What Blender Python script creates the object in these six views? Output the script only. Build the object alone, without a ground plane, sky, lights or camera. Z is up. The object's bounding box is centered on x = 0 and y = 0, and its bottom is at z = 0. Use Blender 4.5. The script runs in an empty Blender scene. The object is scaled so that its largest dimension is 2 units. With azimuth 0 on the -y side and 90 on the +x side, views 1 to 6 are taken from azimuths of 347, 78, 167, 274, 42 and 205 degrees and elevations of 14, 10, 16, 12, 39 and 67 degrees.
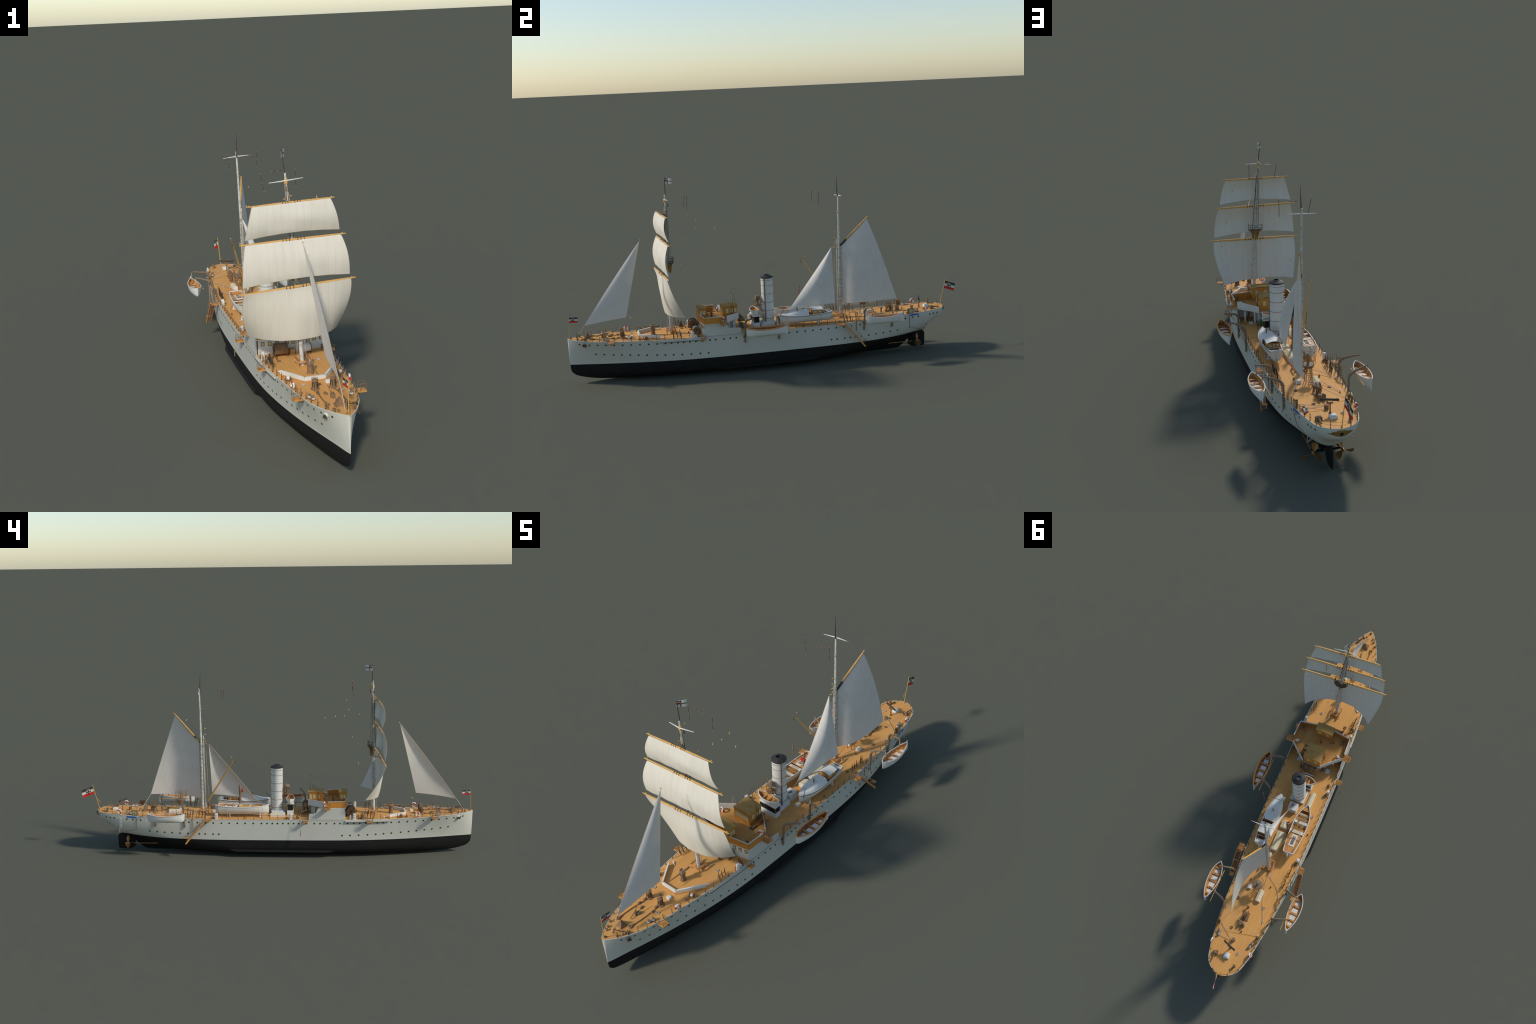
import bpy, bmesh, math, random
import numpy as np
from mathutils import Vector, Matrix

rnd = random.Random(11)
CX = -0.007            # the ship's centre plane

# ------------------------------------------------------------------ materials
def new_mat(name):
    m = bpy.data.materials.new(name)
    m.use_nodes = True
    nt = m.node_tree
    return m, nt, nt.nodes["Principled BSDF"]

def N(nt, kind, **kw):
    n = nt.nodes.new(kind)
    for k, v in kw.items():
        if k in n.inputs:
            n.inputs[k].default_value = v
        else:
            setattr(n, k, v)
    return n

def math_node(nt, op, a, b=None, c=None):
    n = nt.nodes.new("ShaderNodeMath")
    n.operation = op
    for i, v in enumerate((a, b, c)):
        if v is None:
            continue
        if isinstance(v, (int, float)):
            n.inputs[i].default_value = v
        else:
            nt.links.new(v, n.inputs[i])
    return n.outputs[0]

def mix_col(nt, fac, a, b):
    n = nt.nodes.new("ShaderNodeMix")
    n.data_type = 'RGBA'
    for sock, v in ((n.inputs[0], fac), (n.inputs[6], a), (n.inputs[7], b)):
        if isinstance(v, (int, float)):
            sock.default_value = v
        elif isinstance(v, tuple):
            sock.default_value = (*v[:3], 1)
        else:
            nt.links.new(v, sock)
    return n.outputs[2]

def noise(nt, scale, detail=4, rough=0.6, stretch=None):
    tc = nt.nodes.new("ShaderNodeTexCoord")
    src = tc.outputs["Object"]
    if stretch:
        mp = nt.nodes.new("ShaderNodeMapping")
        mp.inputs["Scale"].default_value = stretch
        nt.links.new(src, mp.inputs["Vector"])
        src = mp.outputs[0]
    nz = N(nt, "ShaderNodeTexNoise", Scale=scale, Detail=detail, Roughness=rough)
    nt.links.new(src, nz.inputs["Vector"])
    return nz.outputs["Fac"]

def ramp(nt, fac, lo, hi):
    n = nt.nodes.new("ShaderNodeMapRange")
    n.inputs[1].default_value = lo
    n.inputs[2].default_value = hi
    nt.links.new(fac, n.inputs[0])
    return n.outputs[0]

def plain(name, col, rough=0.6, metal=0.0, dirt=None, amount=0.5, scale=60, lo=0.45, hi=0.75, bump=0.0, stretch=None, detail=5, spec=0.22):
    m, nt, b = new_mat(name)
    b.inputs["Roughness"].default_value = rough
    b.inputs["Metallic"].default_value = metal
    b.inputs["Specular IOR Level"].default_value = spec
    b.inputs["Base Color"].default_value = (*col, 1)
    if dirt or bump:
        f = noise(nt, scale, detail, 0.62, stretch)
        if dirt:
            k = math_node(nt, 'MULTIPLY', ramp(nt, f, lo, hi), amount)
            nt.links.new(mix_col(nt, k, col, dirt), b.inputs["Base Color"])
        if bump:
            bp = N(nt, "ShaderNodeBump", Strength=bump, Distance=0.001)
            nt.links.new(f, bp.inputs["Height"])
            nt.links.new(bp.outputs[0], b.inputs["Normal"])
    return m

def striped(name, col, line, direction, spacing, width, rough=0.7, dirt=None, amount=0.4, scale=25, stretch=None,
            translucent=0.0, line_amount=1.0, plank_vary=0.0, sheen=0.0):
    """base colour crossed by thin parallel seams, `spacing` apart along `direction`"""
    m, nt, b = new_mat(name)
    b.inputs["Roughness"].default_value = rough
    b.inputs["Specular IOR Level"].default_value = 0.08
    tc = nt.nodes.new("ShaderNodeTexCoord")
    d = nt.nodes.new("ShaderNodeVectorMath")
    d.operation = 'DOT_PRODUCT'
    nt.links.new(tc.outputs["Object"], d.inputs[0])
    dv = Vector(direction).normalized()
    d.inputs[1].default_value = dv
    t = math_node(nt, 'DIVIDE', d.outputs["Value"], spacing)
    fr = math_node(nt, 'FRACT', t)
    near = math_node(nt, 'ABSOLUTE', math_node(nt, 'SUBTRACT', fr, 0.5))
    seam = math_node(nt, 'MULTIPLY', math_node(nt, 'LESS_THAN', near, width / spacing * 0.5), line_amount)
    c = col
    if dirt:
        f = noise(nt, scale, 5, 0.6, stretch)
        k = math_node(nt, 'MULTIPLY', ramp(nt, f, 0.42, 0.75), amount)
        c = mix_col(nt, k, col, dirt)
    if plank_vary:
        wn = nt.nodes.new("ShaderNodeTexWhiteNoise")
        wn.noise_dimensions = '1D'
        nt.links.new(math_node(nt, 'FLOOR', math_node(nt, 'ADD', t, 0.5)), wn.inputs["W"])
        k = math_node(nt, 'MULTIPLY', wn.outputs["Value"], plank_vary)
        c = mix_col(nt, k, c, tuple(v * 0.55 for v in col))
    c = mix_col(nt, seam, c, line)
    nt.links.new(c, b.inputs["Base Color"])
    if translucent:
        tr = nt.nodes.new("ShaderNodeBsdfTranslucent")
        nt.links.new(c, tr.inputs["Color"])
        ms = nt.nodes.new("ShaderNodeMixShader")
        ms.inputs[0].default_value = translucent
        out = nt.nodes["Material Output"]
        nt.links.new(b.outputs[0], ms.inputs[1])
        nt.links.new(tr.outputs[0], ms.inputs[2])
        nt.links.new(ms.outputs[0], out.inputs["Surface"])
    return m

WHITE = plain("white_paint", (0.69, 0.675, 0.60), 0.6, dirt=(0.57, 0.535, 0.45), amount=0.5, scale=14)
HULLW = plain("hull_white_paint", (0.585, 0.565, 0.475), 0.6, dirt=(0.52, 0.50, 0.41), amount=0.5, scale=9, spec=0.15)
BLACK = plain("antifouling_black", (0.014, 0.0135, 0.012), 0.7, dirt=(0.022, 0.020, 0.017), amount=0.6, scale=22, spec=0.12)
CREAM = plain("canvas_white", (0.74, 0.71, 0.64), 0.75, dirt=(0.62, 0.55, 0.42), amount=0.5, scale=60)
DECK = striped("deck_planks", (0.76, 0.390, 0.118), (0.36, 0.158, 0.045), (1, 0, 0), 0.0052, 0.0009, 0.65,
               dirt=(0.56, 0.265, 0.082), amount=0.55, scale=30, stretch=(1, 0.18, 1), line_amount=0.65, plank_vary=0.22)
BRIDGEDECK = striped("bridge_planks", (0.64, 0.33, 0.095), (0.28, 0.13, 0.04), (1, 0, 0), 0.0052, 0.0009, 0.65,
               dirt=(0.45, 0.22, 0.065), amount=0.5, scale=30, stretch=(1, 0.18, 1), line_amount=0.65, plank_vary=0.2)
PANEL = striped("varnished_boards_athwart", (0.62, 0.265, 0.05), (0.28, 0.105, 0.02), (1, 0, 0), 0.0056, 0.0007, 0.45,
                dirt=(0.36, 0.16, 0.035), amount=0.5, scale=50, line_amount=0.7, plank_vary=0.2)
PANELY = striped("varnished_boards_lengthwise", (0.62, 0.265, 0.05), (0.28, 0.105, 0.02), (0, 1, 0), 0.0056, 0.0007, 0.45,
                 dirt=(0.36, 0.16, 0.035), amount=0.5, scale=50, line_amount=0.7, plank_vary=0.2)
ROOF = striped("roof_battens", (0.47, 0.275, 0.080), (0.25, 0.13, 0.035), (1, 0, 0), 0.0045, 0.0009, 0.6,
               dirt=(0.34, 0.19, 0.06), amount=0.5, scale=40, line_amount=0.6)
WOOD = plain("varnished_wood", (0.60, 0.29, 0.085), 0.5, dirt=(0.27, 0.10, 0.03), amount=0.7, scale=70, stretch=(1, 0.3, 1))
REDWOOD = plain("mahogany", (0.36, 0.125, 0.035), 0.45, dirt=(0.20, 0.06, 0.02), amount=0.6, scale=70)
SPAR = plain("spar_wood", (0.66, 0.37, 0.11), 0.6, dirt=(0.46, 0.23, 0.065), amount=0.6, scale=45)
YELLOW = plain("yellow_pole_paint", (0.60, 0.36, 0.05), 0.5)
BROWN = plain("fittings_painted_highlights", (0.19, 0.115, 0.06), 0.75, dirt=(0.46, 0.25, 0.11), amount=0.9, scale=160, spec=0.15)  # pale orange-tan noise colour paints sunlit highlights onto the brown metal
DARK = plain("dark_iron", (0.060, 0.048, 0.034), 0.65, dirt=(0.17, 0.105, 0.055), amount=0.7, scale=150, spec=0.15)
DAVIT = plain("davit_grey_brown", (0.25, 0.18, 0.115), 0.7, dirt=(0.12, 0.085, 0.05), amount=0.7, scale=90)
ROPE = plain("rope", (0.52, 0.42, 0.32), 0.8, dirt=(0.36, 0.26, 0.17), amount=0.6, scale=150)
WIRE = plain("rail_wire", (0.16, 0.11, 0.07), 0.6)
MAST = plain("mast_white", (0.60, 0.575, 0.49), 0.6, dirt=(0.22, 0.17, 0.11), amount=0.7, scale=75, lo=0.48, hi=0.70)
GREEN = plain("porthole_glass_green", (0.010, 0.070, 0.012), 0.4)
BRASS = plain("porthole_brass", (0.20, 0.15, 0.07), 0.5, metal=0.2)
PANE = plain("window_pane_cream", (0.62, 0.52, 0.27), 0.35)
PANEW = plain("skylight_pane_yellow", (0.70, 0.58, 0.27), 0.45)
FRAMEB = plain("window_frame_brown", (0.22, 0.13, 0.04), 0.5)
SOOT = plain("funnel_cap_black", (0.030, 0.029, 0.028), 0.6, dirt=(0.07, 0.065, 0.06), amount=0.6, scale=80)
BLACKBAND = plain("black_paint", (0.018, 0.017, 0.015), 0.4)
BRONZE = plain("propeller_bronze", (0.33, 0.17, 0.055), 0.38, metal=0.45, dirt=(0.18, 0.08, 0.03), amount=0.7, scale=70)
GOLD = plain("gilded_carving", (0.34, 0.20, 0.045), 0.45, metal=0.3, dirt=(0.13, 0.07, 0.02), amount=0.8, scale=160)
RED = plain("red_paint", (0.62, 0.025, 0.015), 0.5)
BLUE = plain("name_board_blue", (0.015, 0.10, 0.42), 0.5, dirt=(0.30, 0.36, 0.46), amount=0.5, scale=300, lo=0.55, hi=0.62)
FWHITE = plain("flag_white", (0.66, 0.63, 0.55), 0.8)
FBLACK = plain("flag_black", (0.06, 0.052, 0.040), 0.8)
COPPER = plain("aerial_spreader_copper", (0.45, 0.17, 0.09), 0.6)
GREENBOX = plain("green_lamp", (0.02, 0.22, 0.06), 0.4)
SAILSQ = striped("square_sail_canvas", (0.69, 0.64, 0.525), (0.58, 0.42, 0.30), (1, -0.06, 0), 0.0262, 0.0010, 0.85,
                 dirt=(0.60, 0.555, 0.46), amount=0.5, scale=18, stretch=(3, 1, 0.5), translucent=0.0, line_amount=0.42)
SAILGAFF = striped("gaff_sail_canvas", (0.68, 0.635, 0.55), (0.52, 0.36, 0.26), (0, 0.945, 0.32), 0.0250, 0.0009, 0.85,
                   dirt=(0.58, 0.54, 0.46), amount=0.5, scale=18, translucent=0.0, line_amount=0.40)
SAILSTAY = striped("staysail_canvas", (0.68, 0.635, 0.55), (0.52, 0.36, 0.26), (0, 0.72, 0.68), 0.0290, 0.0009, 0.85,
                   dirt=(0.58, 0.54, 0.46), amount=0.5, scale=18, translucent=0.0, line_amount=0.32)
SAILJIB = striped("jib_canvas", (0.68, 0.635, 0.55), (0.52, 0.36, 0.26), (0, 0.80, -0.60), 0.0330, 0.0009, 0.85,
                  dirt=(0.58, 0.54, 0.46), amount=0.5, scale=18, translucent=0.0, line_amount=0.32)

# ------------------------------------------------------------------ mesh helper
def frame_from(a, b):
    z = (Vector(b) - Vector(a)).normalized()
    h = Vector((0, 0, 1)) if abs(z.z) < 0.9 else Vector((1, 0, 0))
    x = h.cross(z).normalized()
    return x, z.cross(x), z

def rotz(deg):
    return Matrix.Rotation(math.radians(deg), 3, 'Z')

class Mesh:
    """collects simple solids into one mesh with several materials"""
    def __init__(s):
        s.v, s.f, s.m, s.mats = [], [], [], []
    def mi(s, mat):
        if mat not in s.mats:
            s.mats.append(mat)
        return s.mats.index(mat)
    def add(s, verts, faces, mat):
        o, k = len(s.v), s.mi(mat)
        s.v += [tuple(p) for p in verts]
        s.f += [tuple(i + o for i in f) for f in faces]
        s.m += [k] * len(faces)
        return s
    def box(s, c, size, mat, R=None, ch=0.0):
        hx, hy, hz = (q / 2 for q in size)
        c = Vector(c)
        ch = min(ch, hx * 0.8, hy * 0.8, hz * 0.8)
        if ch <= 0:
            p = [Vector((x * hx, y * hy, z * hz)) for x in (-1, 1) for y in (-1, 1) for z in (-1, 1)]
            f = [(0, 1, 3, 2), (4, 6, 7, 5), (0, 4, 5, 1), (2, 3, 7, 6), (0, 2, 6, 4), (1, 5, 7, 3)]
        else:      # upright corners and top edges chamfered
            ring = lambda a, b, z: [Vector((x, y, z)) for x, y in ((-a + ch, -b), (a - ch, -b), (a, -b + ch), (a, b - ch), (a - ch, b), (-a + ch, b), (-a, b - ch), (-a, -b + ch))]
            inner = [Vector((q.x * (hx - ch * .7) / hx, q.y * (hy - ch * .7) / hy, hz)) for q in ring(hx, hy, hz)]
            p = ring(hx, hy, -hz) + ring(hx, hy, hz - ch) + inner
            f = [tuple(range(7, -1, -1)), tuple(range(16, 24))]
            for r in (0, 8):
                f += [(r + i, r + (i + 1) % 8, r + 8 + (i + 1) % 8, r + 8 + i) for i in range(8)]
        if R is not None:
            p = [R @ q for q in p]
        return s.add([c + q for q in p], f, mat)
    def beam(s, a, b, w, h, mat):
        """square bar from a to b, w wide and h deep"""
        x, y, z = frame_from(a, b)
        a, b = Vector(a), Vector(b)
        p = [q + x * (i * w / 2) + y * (j * h / 2) for q in (a, b) for i, j in ((-1, -1), (1, -1), (1, 1), (-1, 1))]
        return s.add(p, [(3, 2, 1, 0), (4, 5, 6, 7)] + [(i, (i + 1) % 4, 4 + (i + 1) % 4, 4 + i) for i in range(4)], mat)
    def tube(s, pts, r, mat, n=8, closed=False):
        pts = [Vector(p) for p in pts]
        m = len(pts)
        rs = list(r) if isinstance(r, (list, tuple)) else [r] * m
        tang = []
        for i in range(m):
            a = pts[(i - 1) % m] if (closed or i > 0) else pts[0]
            b = pts[(i + 1) % m] if (closed or i < m - 1) else pts[-1]
            t = b - a
            tang.append(t.normalized() if t.length > 1e-9 else Vector((0, 0, 1)))
        h = Vector((0, 0, 1)) if abs(tang[0].z) < 0.9 else Vector((1, 0, 0))
        x = h.cross(tang[0]).normalized()
        vs = []
        for i in range(m):
            t = tang[i]
            x = x - t * x.dot(t)
            x = x.normalized() if x.length > 1e-6 else frame_from((0, 0, 0), t)[0]
            y = t.cross(x)
            for k in range(n):
                a = 2 * math.pi * k / n
                vs.append(pts[i] + (x * math.cos(a) + y * math.sin(a)) * rs[i])
        fs = []
        for i in range(m if closed else m - 1):
            j = (i + 1) % m
            fs += [(i * n + k, i * n + (k + 1) % n, j * n + (k + 1) % n, j * n + k) for k in range(n)]
        if not closed:
            fs += [tuple(range(n - 1, -1, -1)), tuple((m - 1) * n + k for k in range(n))]
        return s.add(vs, fs, mat)
    def lathe(s, prof, base, mat, n=16, axis=(0, 0, 1)):
        """profile of (radius, height) turned round `axis` from `base`"""
        x, y, z = frame_from((0, 0, 0), axis)
        base = Vector(base)
        vs, fs = [], []
        for r, h in prof:
            for k in range(n):
                a = 2 * math.pi * k / n
                vs.append(base + z * h + (x * math.cos(a) + y * math.sin(a)) * max(r, 1e-5))
        for i in range(len(prof) - 1):
            fs += [(i * n + k, i * n + (k + 1) % n, (i + 1) * n + (k + 1) % n, (i + 1) * n + k) for k in range(n)]
        fs += [tuple(range(n - 1, -1, -1)), tuple((len(prof) - 1) * n + k for k in range(n))]
        return s.add(vs, fs, mat)
    def ball(s, c, r, mat, n=10):
        k = max(4, n // 2)
        pr = [(r * math.sin(math.pi * i / k), -r * math.cos(math.pi * i / k)) for i in range(k + 1)]
        return s.lathe(pr, c, mat, n)
    def prism(s, poly, z0, z1, mat, top=None):
        n = len(poly)
        vs = [(x, y, z0) for x, y in poly] + [(x, y, z1) for x, y in poly]
        s.add(vs, [tuple(range(n - 1, -1, -1))] + [(i, (i + 1) % n, n + (i + 1) % n, n + i) for i in range(n)], mat)
        return s.add(vs[n:], [tuple(range(n))], top or mat)
    def sheet(s, fn, nu, nv, mat, thick):
        """solid sheet over u,v in 0..1 given by fn(u, v) -> point"""
        P = [[Vector(fn(i / nu, j / nv)) for j in range(nv + 1)] for i in range(nu + 1)]
        top, bot = [], []
        for i in range(nu + 1):
            for j in range(nv + 1):
                du = P[min(i + 1, nu)][j] - P[max(i - 1, 0)][j]
                dv = P[i][min(j + 1, nv)] - P[i][max(j - 1, 0)]
                nn = du.cross(dv)
                nn = nn.normalized() if nn.length > 1e-12 else Vector((0, 0, 1))
                top.append(P[i][j] + nn * thick / 2)
                bot.append(P[i][j] - nn * thick / 2)
        w = nv + 1
        o = len(top)
        fs = []
        for i in range(nu):
            for j in range(nv):
                a, b, c, d = i * w + j, (i + 1) * w + j, (i + 1) * w + j + 1, i * w + j + 1
                fs += [(a, b, c, d), (o + d, o + c, o + b, o + a)]
        rim = [(i * w, (i + 1) * w) for i in range(nu)] + [(nu * w + j, nu * w + j + 1) for j in range(nv)] \
            + [((i + 1) * w + nv, i * w + nv) for i in range(nu)] + [(j + 1, j) for j in range(nv)]
        fs += [(b, a, o + a, o + b) for a, b in rim]
        return s.add(top + bot, fs, mat)
    def data(s, name, angle=35):
        me = bpy.data.meshes.new(name)
        me.from_pydata([tuple(p) for p in s.v], [], s.f)
        for m in s.mats:
            me.materials.append(m)
        me.polygons.foreach_set("material_index", s.m)
        me.validate()
        bm = bmesh.new()
        bm.from_mesh(me)
        bmesh.ops.recalc_face_normals(bm, faces=bm.faces)
        bm.to_mesh(me)
        bm.free()
        me.shade_smooth()
        me.set_sharp_from_angle(angle=math.radians(angle))
        return me
    def obj(s, name, parent, angle=35):
        return place(s.data(name, angle), name, parent)

def place(me, name, parent, loc=(0, 0, 0), rot=None):
    o = bpy.data.objects.new(name, me)
    bpy.context.scene.collection.objects.link(o)
    o.parent = parent
    o.location = loc
    if rot is not None:
        o.rotation_euler = rot.to_euler() if hasattr(rot, "to_euler") else rot
    return o

def empty(name, parent=None):
    return place(None, name, parent)

def arc(a, b, c, n=8):
    """points on a quadratic curve from a to c pulled to b"""
    a, b, c = Vector(a), Vector(b), Vector(c)
    return [(1 - t) ** 2 * a + 2 * t * (1 - t) * b + t * t * c for t in (i / n for i in range(n + 1))]

def lerp(a, b, t):
    return a + (b - a) * t

ship = empty("steam_gunboat")
ship["label"] = "white steam gunboat with sails, tall funnel, two masts and wooden deck"
ship["category"] = "ship"

# ------------------------------------------------------------------ hull form
def curve(table):
    """monotone cubic through (y, value) knots"""
    xs = np.array([p[0] for p in table], float)
    vs = np.array([p[1] for p in table], float)
    h = np.diff(xs)
    d = np.diff(vs) / h
    m = np.zeros(len(xs))
    for i in range(1, len(xs) - 1):
        if d[i - 1] * d[i] > 0:
            w1, w2 = 2 * h[i] + h[i - 1], h[i] + 2 * h[i - 1]
            m[i] = (w1 + w2) / (w1 / d[i - 1] + w2 / d[i])
    m[0], m[-1] = d[0], d[-1]
    def f(y):
        y = min(max(y, xs[0]), xs[-1])
        i = min(int(np.searchsorted(xs, y, side='right')) - 1, len(h) - 1)
        t = (y - xs[i]) / h[i]
        return float((1 + 2 * t) * (1 - t) ** 2 * vs[i] + t * (1 - t) ** 2 * h[i] * m[i] + t * t * (3 - 2 * t) * vs[i + 1] + t * t * (t - 1) * h[i] * m[i + 1])
    return f

WL = 0.0900
deck_half = curve([(-.9991, .0015), (-.997, .0055), (-.985, .016), (-.97, .0275), (-.93, .051), (-.866, .0765), (-.81, .088), (-.74, .0985), (-.62, .112), (-.54, .1215),
                   (-.44, .128), (-.3, .133), (-.15, .135), (.05, .136), (.17, .1355), (.32, .1335), (.43, .128), (.53, .1225), (.63, .1165),
                   (.71, .107), (.78, .097), (.83, .087), (.862, .0775), (.88, .0675), (.8957, .0525), (.906, .038), (.914, .021), (.9175, .009), (.919, .0005)])
wl_half = curve([(-.9991, .0003), (-.9955, .0012), (-.98, .006), (-.92, .0215), (-.84, .0435), (-.74, .0685), (-.645, .089), (-.53, .109), (-.42, .1225), (-.3, .130),
                 (-.15, .134), (.05, .136), (.17, .136), (.3, .1335), (.42, .126), (.55, .108), (.65, .080), (.72, .052), (.76, .030), (.79, .010), (.80, .0015), (.92, .0003)])
keel_z = curve([(-.9991, .212), (-.9975, .150), (-.9958, .090), (-.993, .060), (-.985, .0475), (-.975, .0385), (-.95, .0275), (-.905, .0155), (-.843, .0065), (-.75, .0015), (-.65, 0), (.60, 0),
                (.665, .003), (.685, .0115), (.7, .0225), (.708, .030), (.74, .055), (.78, .078), (.80, .090), (.815, .105), (.835, .122), (.86, .138), (.88, .149), (.90, .162), (.911, .174), (.917, .185), (.919, .196)])
deck_z = curve([(-.9991, .2165), (-.93, .212), (-.82, .2065), (-.7, .2015), (-.6, .1985), (-.4, .196), (0, .1945), (.3, .194), (.43, .1955), (.63, .2005), (.75, .2045), (.86, .208), (.92, .2095)])
fullness = curve([(-1, 1.9), (-.85, 2.4), (-.6, 3.6), (-.35, 4.8), (.2, 4.8), (.3, 3.2), (.45, 2.0), (.58, 1.3), (.70, 1.05), (.80, 1.0), (.92, 1.0)])
hollow = curve([(-1, 1.7), (-.6, 2.0), (.2, 2.0), (.42, 1.5), (.55, 1.05), (.68, 0.75), (.80, 1.0), (.92, 1.0)])
flare = curve([(-1, 1.25), (-.6, 1.1), (-.3, 1.0), (.4, .95), (.6, .72), (.75, .55), (.80, .50), (.92, .50)])

def half_breadth(y, z):
    bd, bw, zk, zd = deck_half(y), wl_half(y), keel_z(y), deck_z(y)
    if z < WL and zk < WL:
        t = min(max((WL - z) / (WL - zk), 0), 1)
        return bw * max(0.0, 1 - t ** fullness(y)) ** (1 / hollow(y))
    z0 = max(WL, zk)
    t = min(max((z - z0) / max(zd - z0, 1e-6), 0), 1)
    q = flare(y)
    if y < 0.45:
        return bw + (bd - bw) * t ** q
    return (bw if zk < WL else 0) + (bd - (bw if zk < WL else 0)) * (1 - (1 - t) ** 2) ** q

def side_point(y, z, side, out=0.0):
    """point on the hull side (+1 port is +x) and its outward normal"""
    e = 0.004
    f = lambda yy, zz: Vector((CX + side * half_breadth(yy, zz), yy, zz))
    dy = f(y + e, z) - f(y - e, z)
    dz = f(y, z + e) - f(y, z - e)
    n = dy.cross(dz).normalized()
    if n.x * side < 0:
        n = -n
    return f(y, z) + n * out, n

def build_hull():
    ys = [-.9991, -.9986, -.998, -.9972, -.9965, -.9958, -.995, -.993, -.990, -.985]
    ys += list(np.linspace(-.978, -.80, 26)) + list(np.linspace(-.79, .55, 96)) + list(np.linspace(.56, .86, 52))
    ys += list(np.linspace(.864, .912, 22)) + [.9140, .9155, .9168, .9178, .9185, .919]
    lo, up = 22, 18
    rows = []
    for y in ys:
        zk, zd = keel_z(y), deck_z(y)
        zz = []
        if zk < WL - 1e-4:
            zz += [zk + (WL - zk) * (i / lo) ** 1.9 for i in range(lo)]
            zz += [WL + (zd - WL) * (i / up) for i in range(up + 1)]
        else:
            zz += [zk + (zd - zk) * (i / (lo + up)) ** 1.6 for i in range(lo + up + 1)]
        rows.append([(half_breadth(y, z), z) for z in zz])
    n = lo + up + 1
    verts, faces, low = [], [], []
    idx = lambda i, j, sd: (i * n + j) * 2 + sd
    for y, row in zip(ys, rows):
        for b, z in row:
            verts += [(CX + b, y, z), (CX - b, y, z)]
    for i in range(len(ys) - 1):
        for j in range(n - 1):
            faces.append((idx(i, j, 0), idx(i + 1, j, 0), idx(i + 1, j + 1, 0), idx(i, j + 1, 0)))
            faces.append((idx(i, j + 1, 1), idx(i + 1, j + 1, 1), idx(i + 1, j, 1), idx(i, j, 1)))
        faces.append((idx(i, 0, 1), idx(i + 1, 0, 1), idx(i + 1, 0, 0), idx(i, 0, 0)))
    me = bpy.data.meshes.new("hull_skin")
    me.from_pydata(verts, [], faces)
    bm = bmesh.new()
    bm.from_mesh(me)
    bmesh.ops.remove_doubles(bm, verts=bm.verts, dist=2e-5)
    bmesh.ops.bisect_plane(bm, geom=bm.verts[:] + bm.edges[:] + bm.faces[:], plane_co=(0, 0, WL), plane_no=(0, 0, 1), dist=1e-6)
    bmesh.ops.recalc_face_normals(bm, faces=bm.faces)
    bm.normal_update()
    normals = {tuple(round(c, 6) for c in v.co): v.normal.copy() for v in bm.verts}
    parts = []
    for name, mat, keep in (("hull_topside", HULLW, lambda z: z > WL), ("hull_bottom", BLACK, lambda z: z <= WL)):
        b2 = bm.copy()
        bmesh.ops.delete(b2, geom=[f for f in b2.faces if not keep(f.calc_center_median().z)], context='FACES')
        m2 = bpy.data.meshes.new(name)
        b2.to_mesh(m2)
        b2.free()
        m2.materials.append(mat)
        m2.shade_smooth()
        m2.normals_split_custom_set_from_vertices([normals.get(tuple(round(c, 6) for c in v.co), v.normal) for v in m2.vertices])
        parts.append(place(m2, name, ship))
    bm.free()
    bpy.data.meshes.remove(me)
    # deck laid just inside the rail, with a white waterway round it
    dk, ww = Mesh(), Mesh()
    L, Rr, A, B = [], [], [], []
    for y in ys[1:-1]:
        b, z = deck_half(y), deck_z(y)
        w = min(0.0016, b * 0.6)
        L.append((CX + b - w, y, z + .0004)); Rr.append((CX - b + w, y, z + .0004))
    k = len(L)
    cam = [((1 - t) * Vector(L[i]) + t * Vector(Rr[i])) + Vector((0, 0, 0.0008 * (1 - (2 * t - 1) ** 2))) for i in range(k) for t in (0, .25, .5, .75, 1)]
    dk.add(cam, [(i * 5 + j, i * 5 + j + 1, i * 5 + 6 + j, i * 5 + 5 + j) for i in range(k - 1) for j in range(4)], DECK)
    dk.obj("deck", ship)
    for sd in (1, -1):
        vs = []
        for y in ys:
            b, z = deck_half(y), deck_z(y)
            w = min(0.0018, b * 0.7)
            vs += [(CX + sd * (b + .0006), y, z - .002), (CX + sd * (b + .0006), y, z + .0013), (CX + sd * (b - w), y, z + .0013), (CX + sd * (b - w), y, z - .002)]
        m = len(ys)
        ww.add(vs, [(i * 4 + j, i * 4 + 4 + j, i * 4 + 5 + j, i * 4 + 1 + j) for i in range(m - 1) for j in range(3)], HULLW)
    ww.obj("waterway", ship)
    return parts

hull, hull_bottom = build_hull()

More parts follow.
